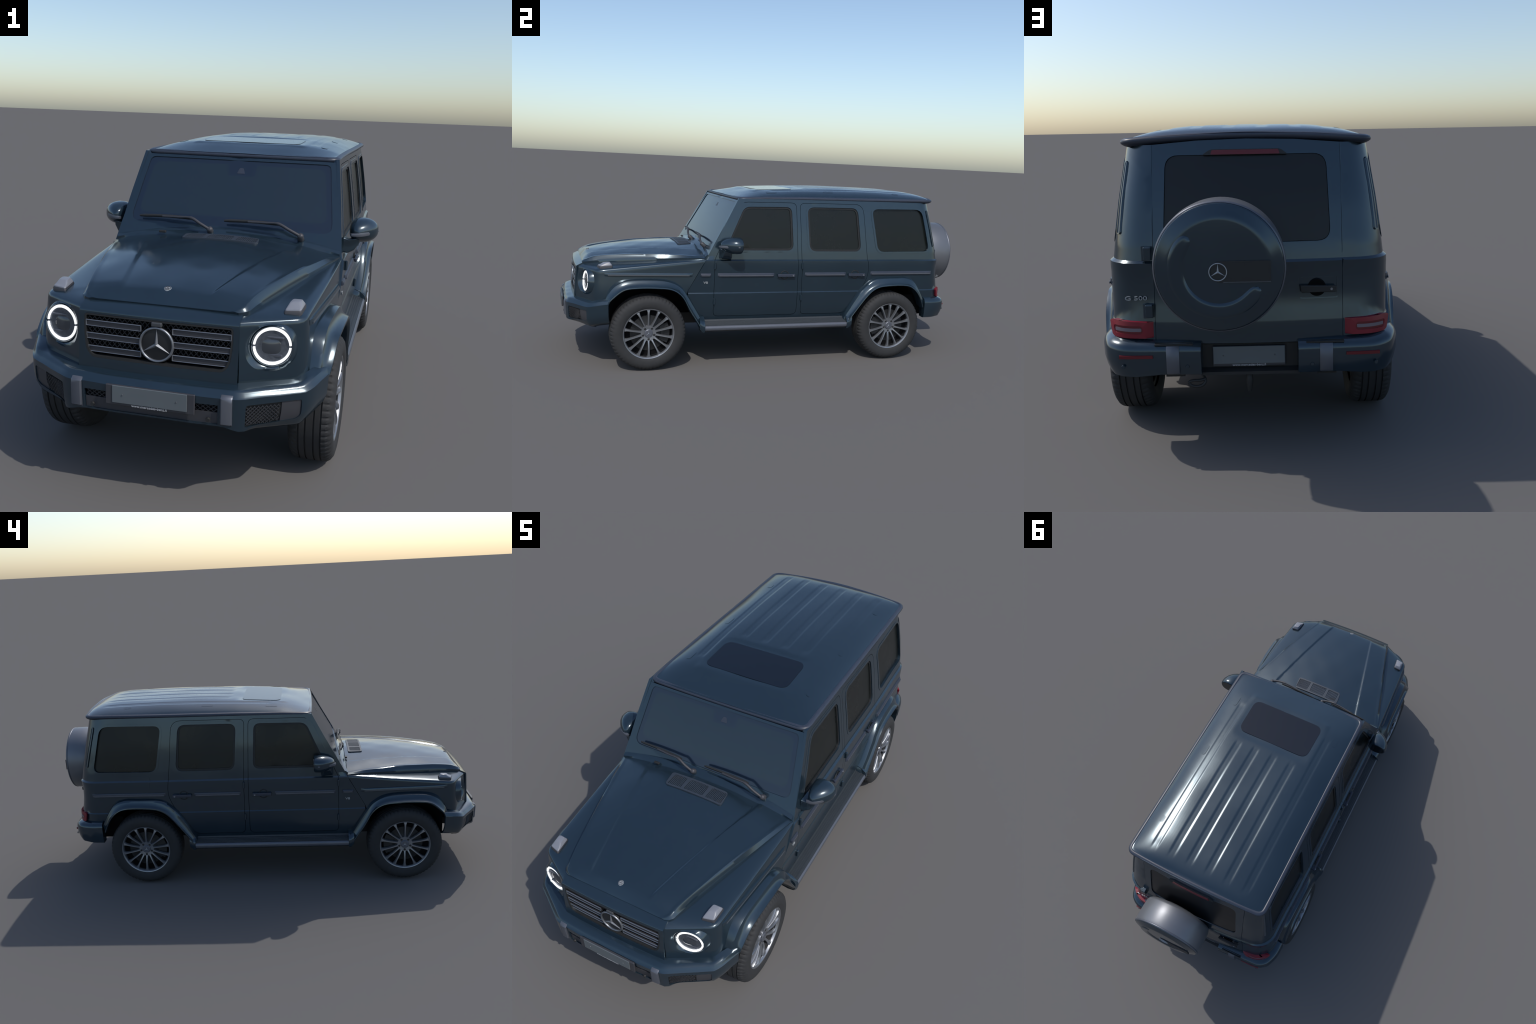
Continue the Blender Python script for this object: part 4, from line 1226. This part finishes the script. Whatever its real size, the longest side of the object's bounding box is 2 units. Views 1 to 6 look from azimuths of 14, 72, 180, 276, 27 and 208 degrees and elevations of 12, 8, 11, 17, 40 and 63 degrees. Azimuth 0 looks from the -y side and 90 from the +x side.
# ------------------------------------------------------------------ wheels
R_TYRE, R_RIM, W0, W1 = 0.1665, 0.1135, 0.284, 0.4000
def wheel_meshes():
    """Wheel data around the origin, outer side at +x (local x 0 = inner edge)."""
    W = W1 - W0
    # tyre section from the inner bead over the tread to the outer bead; tread has four grooves
    tread = []
    gro = [0.030, 0.047, 0.068, 0.085]
    pts = [(0.012, 0.1100), (0.004, 0.120), (0.000, 0.136), (0.002, 0.150), (0.008, 0.1595), (0.016, 0.1638), (0.020, 0.1648)]
    for g in gro:
        pts += [(g - 0.0022, 0.1662), (g - 0.0014, 0.1622), (g + 0.0014, 0.1622), (g + 0.0022, 0.1662)]
    pts += [(0.096, 0.1648), (0.100, 0.1638), (0.106, 0.1600), (0.1125, 0.151), (0.1155, 0.138), (0.1140, 0.124), (0.1115, 0.1155), (0.1090, 0.1115), (0.104, 0.1095)]
    def rf(i, k, r):
        t = pts[i][0]
        if (t < 0.022 or t > 0.094) and 0.158 < r < 0.1655 and k % 4 == 0:
            return r - 0.0034                      # lateral sipes on the shoulders
        return r
    tyre = revolve(pts, (0, 0, 0), "x", 240, False, rf)
    rim_p = [(0.018, 0.1100), (0.022, 0.104), (0.060, 0.100), (0.095, 0.1035), (0.1015, 0.1050), (0.1060, 0.1065), (0.1095, 0.1090), (0.1105, 0.1120), (0.1085, 0.1135), (0.104, 0.1100)]
    barrel = revolve(rim_p[:5], (0, 0, 0), "x", 96)
    lip = revolve(rim_p[3:], (0, 0, 0), "x", 96)
    spokes = []
    for q in range(14):
        a = 2 * pi * q / 14 + pi / 2
        rad = Vector((0, cos(a), sin(a))); tan = Vector((0, -sin(a), cos(a))); ax = Vector((1, 0, 0))
        rings = []
        for r, x, wd, dp in ((0.030, 0.0985, 0.0052, 0.012), (0.045, 0.1025, 0.0038, 0.012), (0.065, 0.1065, 0.0034, 0.012), (0.085, 0.1080, 0.0038, 0.012), (0.098, 0.1080, 0.0052, 0.012), (0.1065, 0.1065, 0.0092, 0.010)):
            c = rad * r
            rings.append([c + tan * wd * 0.7 + ax * x, c + tan * wd + ax * (x - 0.003), c + tan * wd * 1.15 + ax * (x - dp), c - tan * wd * 1.15 + ax * (x - dp), c - tan * wd + ax * (x - 0.003), c - tan * wd * 0.7 + ax * x])
        spokes.append(loft(rings))
    hub = revolve([(0.080, 0.036), (0.095, 0.0355), (0.0995, 0.033), (0.0990, 0.026), (0.0975, 0.0185), (0.0975, 0.0)], (0, 0, 0), "x", 60)
    cap = revolve([(0.097, 0.0185), (0.1015, 0.0180), (0.1030, 0.0160), (0.1035, 0.0)], (0, 0, 0), "x", 40)
    star = star_mesh(0.0125, 0.0012, 0.16)
    star = moved(star, (0.1034, 0, 0), Matrix.Rotation(radians(90), 3, "Z"))
    bolts = []
    for q in range(5):
        a = 2 * pi * q / 5 + pi / 2 + pi
        bolts.append(revolve([(0.1005, 0.0), (0.1005, 0.0036), (0.0995, 0.0050), (0.0985, 0.0055)], (0, 0.0262 * cos(a), 0.0262 * sin(a)), "x", 12))
    disc = revolve([(0.076, 0.03), (0.076, 0.080), (0.0865, 0.080), (0.0865, 0.045), (0.089, 0.040), (0.089, 0.0)], (0, 0, 0), "x", 60)
    cal = []
    for k in range(9):
        a = radians(150 + 60 * k / 8)
        cal.append([(x, r * cos(a), r * sin(a)) for x, r in ((0.066, 0.055), (0.066, 0.094), (0.0905, 0.094), (0.0905, 0.055))])
    inner = revolve([(0.0830, 0.0), (0.0830, 0.1035), (0.078, 0.1035)], (0, 0, 0), "x", 48)
    return dict(tyre=(tyre, TYRE), rim=(join_data([lip] + spokes), RIM), rim_barrel=(barrel, RIMDARK), hub=(hub, RIM), hub_cap=(cap, SATIN), hub_star=(star, CHROME),
                wheel_bolt=(join_data(bolts), RIMDARK), brake_disc=(disc, DISC), brake_caliper=(loft(cal), RIMDARK), wheel_dish=(inner, DARK))
data = wheel_meshes()
protos = {}
def mirror_data(d):
    V, F = d
    return [Vector((-v[0], v[1], v[2])) for v in V], F
def add_wheel(sx, y, turn):
    base = empty("wheel", (sx * W0, y, R_TYRE), ROOT)
    for nm, (d, mat) in data.items():
        key = (nm, sx)
        if key not in protos:
            dd = d if sx > 0 else mirror_data(d)
            ob = finish(nm, [Vector(v) for v in dd[0]], dd[1], mat, base, 35)
            protos[key] = ob
        else:
            ob = protos[key].copy()
            ob.name = nm
            bpy.context.scene.collection.objects.link(ob)
            ob.parent = base
        if nm not in ("brake_caliper",):
            ob.rotation_euler = (turn, 0, 0)
        else:
            ob.rotation_euler = (pi if y < 0 else 0, 0, 0)
    return base
add_wheel(1, -0.6375, 0.03)
W0 = 0.276
add_wheel(-1, -0.6375, 0.0)
add_wheel(-1, 0.5460, 0.05)
W0 = 0.282
add_wheel(1, 0.5460, 0.0)

# ------------------------------------------------------------------ underbody and dark inside
rings = []
for z in (0.395, 0.48, 0.50, 0.62, 0.755):
    w = width(z) - 0.022; r = rear(z) - 0.022; f = screen_y(z) + 0.03 if z > 0.49 else -0.40
    rings.append([(-w, f, z), (w, f, z), (w, r - 0.06, z), (w - 0.06, r, z), (-w + 0.06, r, z), (-w, r - 0.06, z)])
core = finish("interior_shell", *loft(rings), DARK, None, smooth=False)
parts = [box(0, -0.62, 0.31, 0.39, 0.56, 0.20), box(0, -0.03, 0.205, 0.68, 0.66, 0.05), box(0, -0.04, 0.30, 0.66, 0.62, 0.20), box(0, 0.55, 0.225, 0.18, 0.54, 0.07), box(0, 0.74, 0.255, 0.62, 0.16, 0.10)]
under = finish("underbody", *join_data(parts), DARK, None, smooth=False)
for y in (-0.6375, 0.546):
    finish("axle", *tube([(-0.30, y, 0.160), (-0.05, y, 0.160), (0.03, y, 0.160), (0.10, y, 0.160), (0.30, y, 0.160)], [0.014, 0.015, 0.035, 0.018, 0.014], 12), BLACK, under, 50)
for sx in (-1, 1):
    finish("exhaust_pipe", *tube([(sx * 0.318, -0.05, 0.175), (sx * 0.318, 0.25, 0.175), (sx * 0.345, 0.31, 0.172)], 0.014, 12), BLACK, under, 50)
    finish("chassis_beam", *box(sx * 0.20, 0.0, 0.195, 0.05, 1.58, 0.05), BLACK, under)

# ------------------------------------------------------------------ the other side
for ob in (fend, lamp, signal, flare_f, flare_r, liner_f, liner_r, board, pillar, tlo, front_door, back_door):
    new = mirrored(ob)
    if ob in (flare_f, flare_r, board):
        for o in (new, *new.children):
            for v in o.data.vertices:
                if v.co.x < -0.375:
                    v.co.x = -0.375 + (v.co.x + 0.375) * 0.78
for o in bpy.data.objects:
    if o.type == "MESH" and o.name.startswith(("door_mirror", "mirror_")) and o.data.vertices[0].co.x < 0:
        for v in o.data.vertices:
            v.co.x += 0.008
# the cabin wall: mirror without the one-sided lettering and flap
keep = {c: c.name.split(".")[0] for c in cabin.children}
cab2 = mirrored(cabin, children=False)
for c, nm in keep.items():
    if nm not in ("model_lettering", "engine_lettering", "fuel_flap"):
        mirrored(c, parent=cab2)
for c in list(cabin.children):
    if c.name.startswith("fuel_flap") or (c.name.startswith("engine_lettering") and c.data.vertices[0].co.x < 0):
        c.parent = cab2

# keep the tree at three levels: car > part > sub-part
def depth(o):
    n = 0
    while o.parent: o = o.parent; n += 1
    return n
for o in list(bpy.data.objects):
    while depth(o) > 2:
        o.parent = o.parent.parent
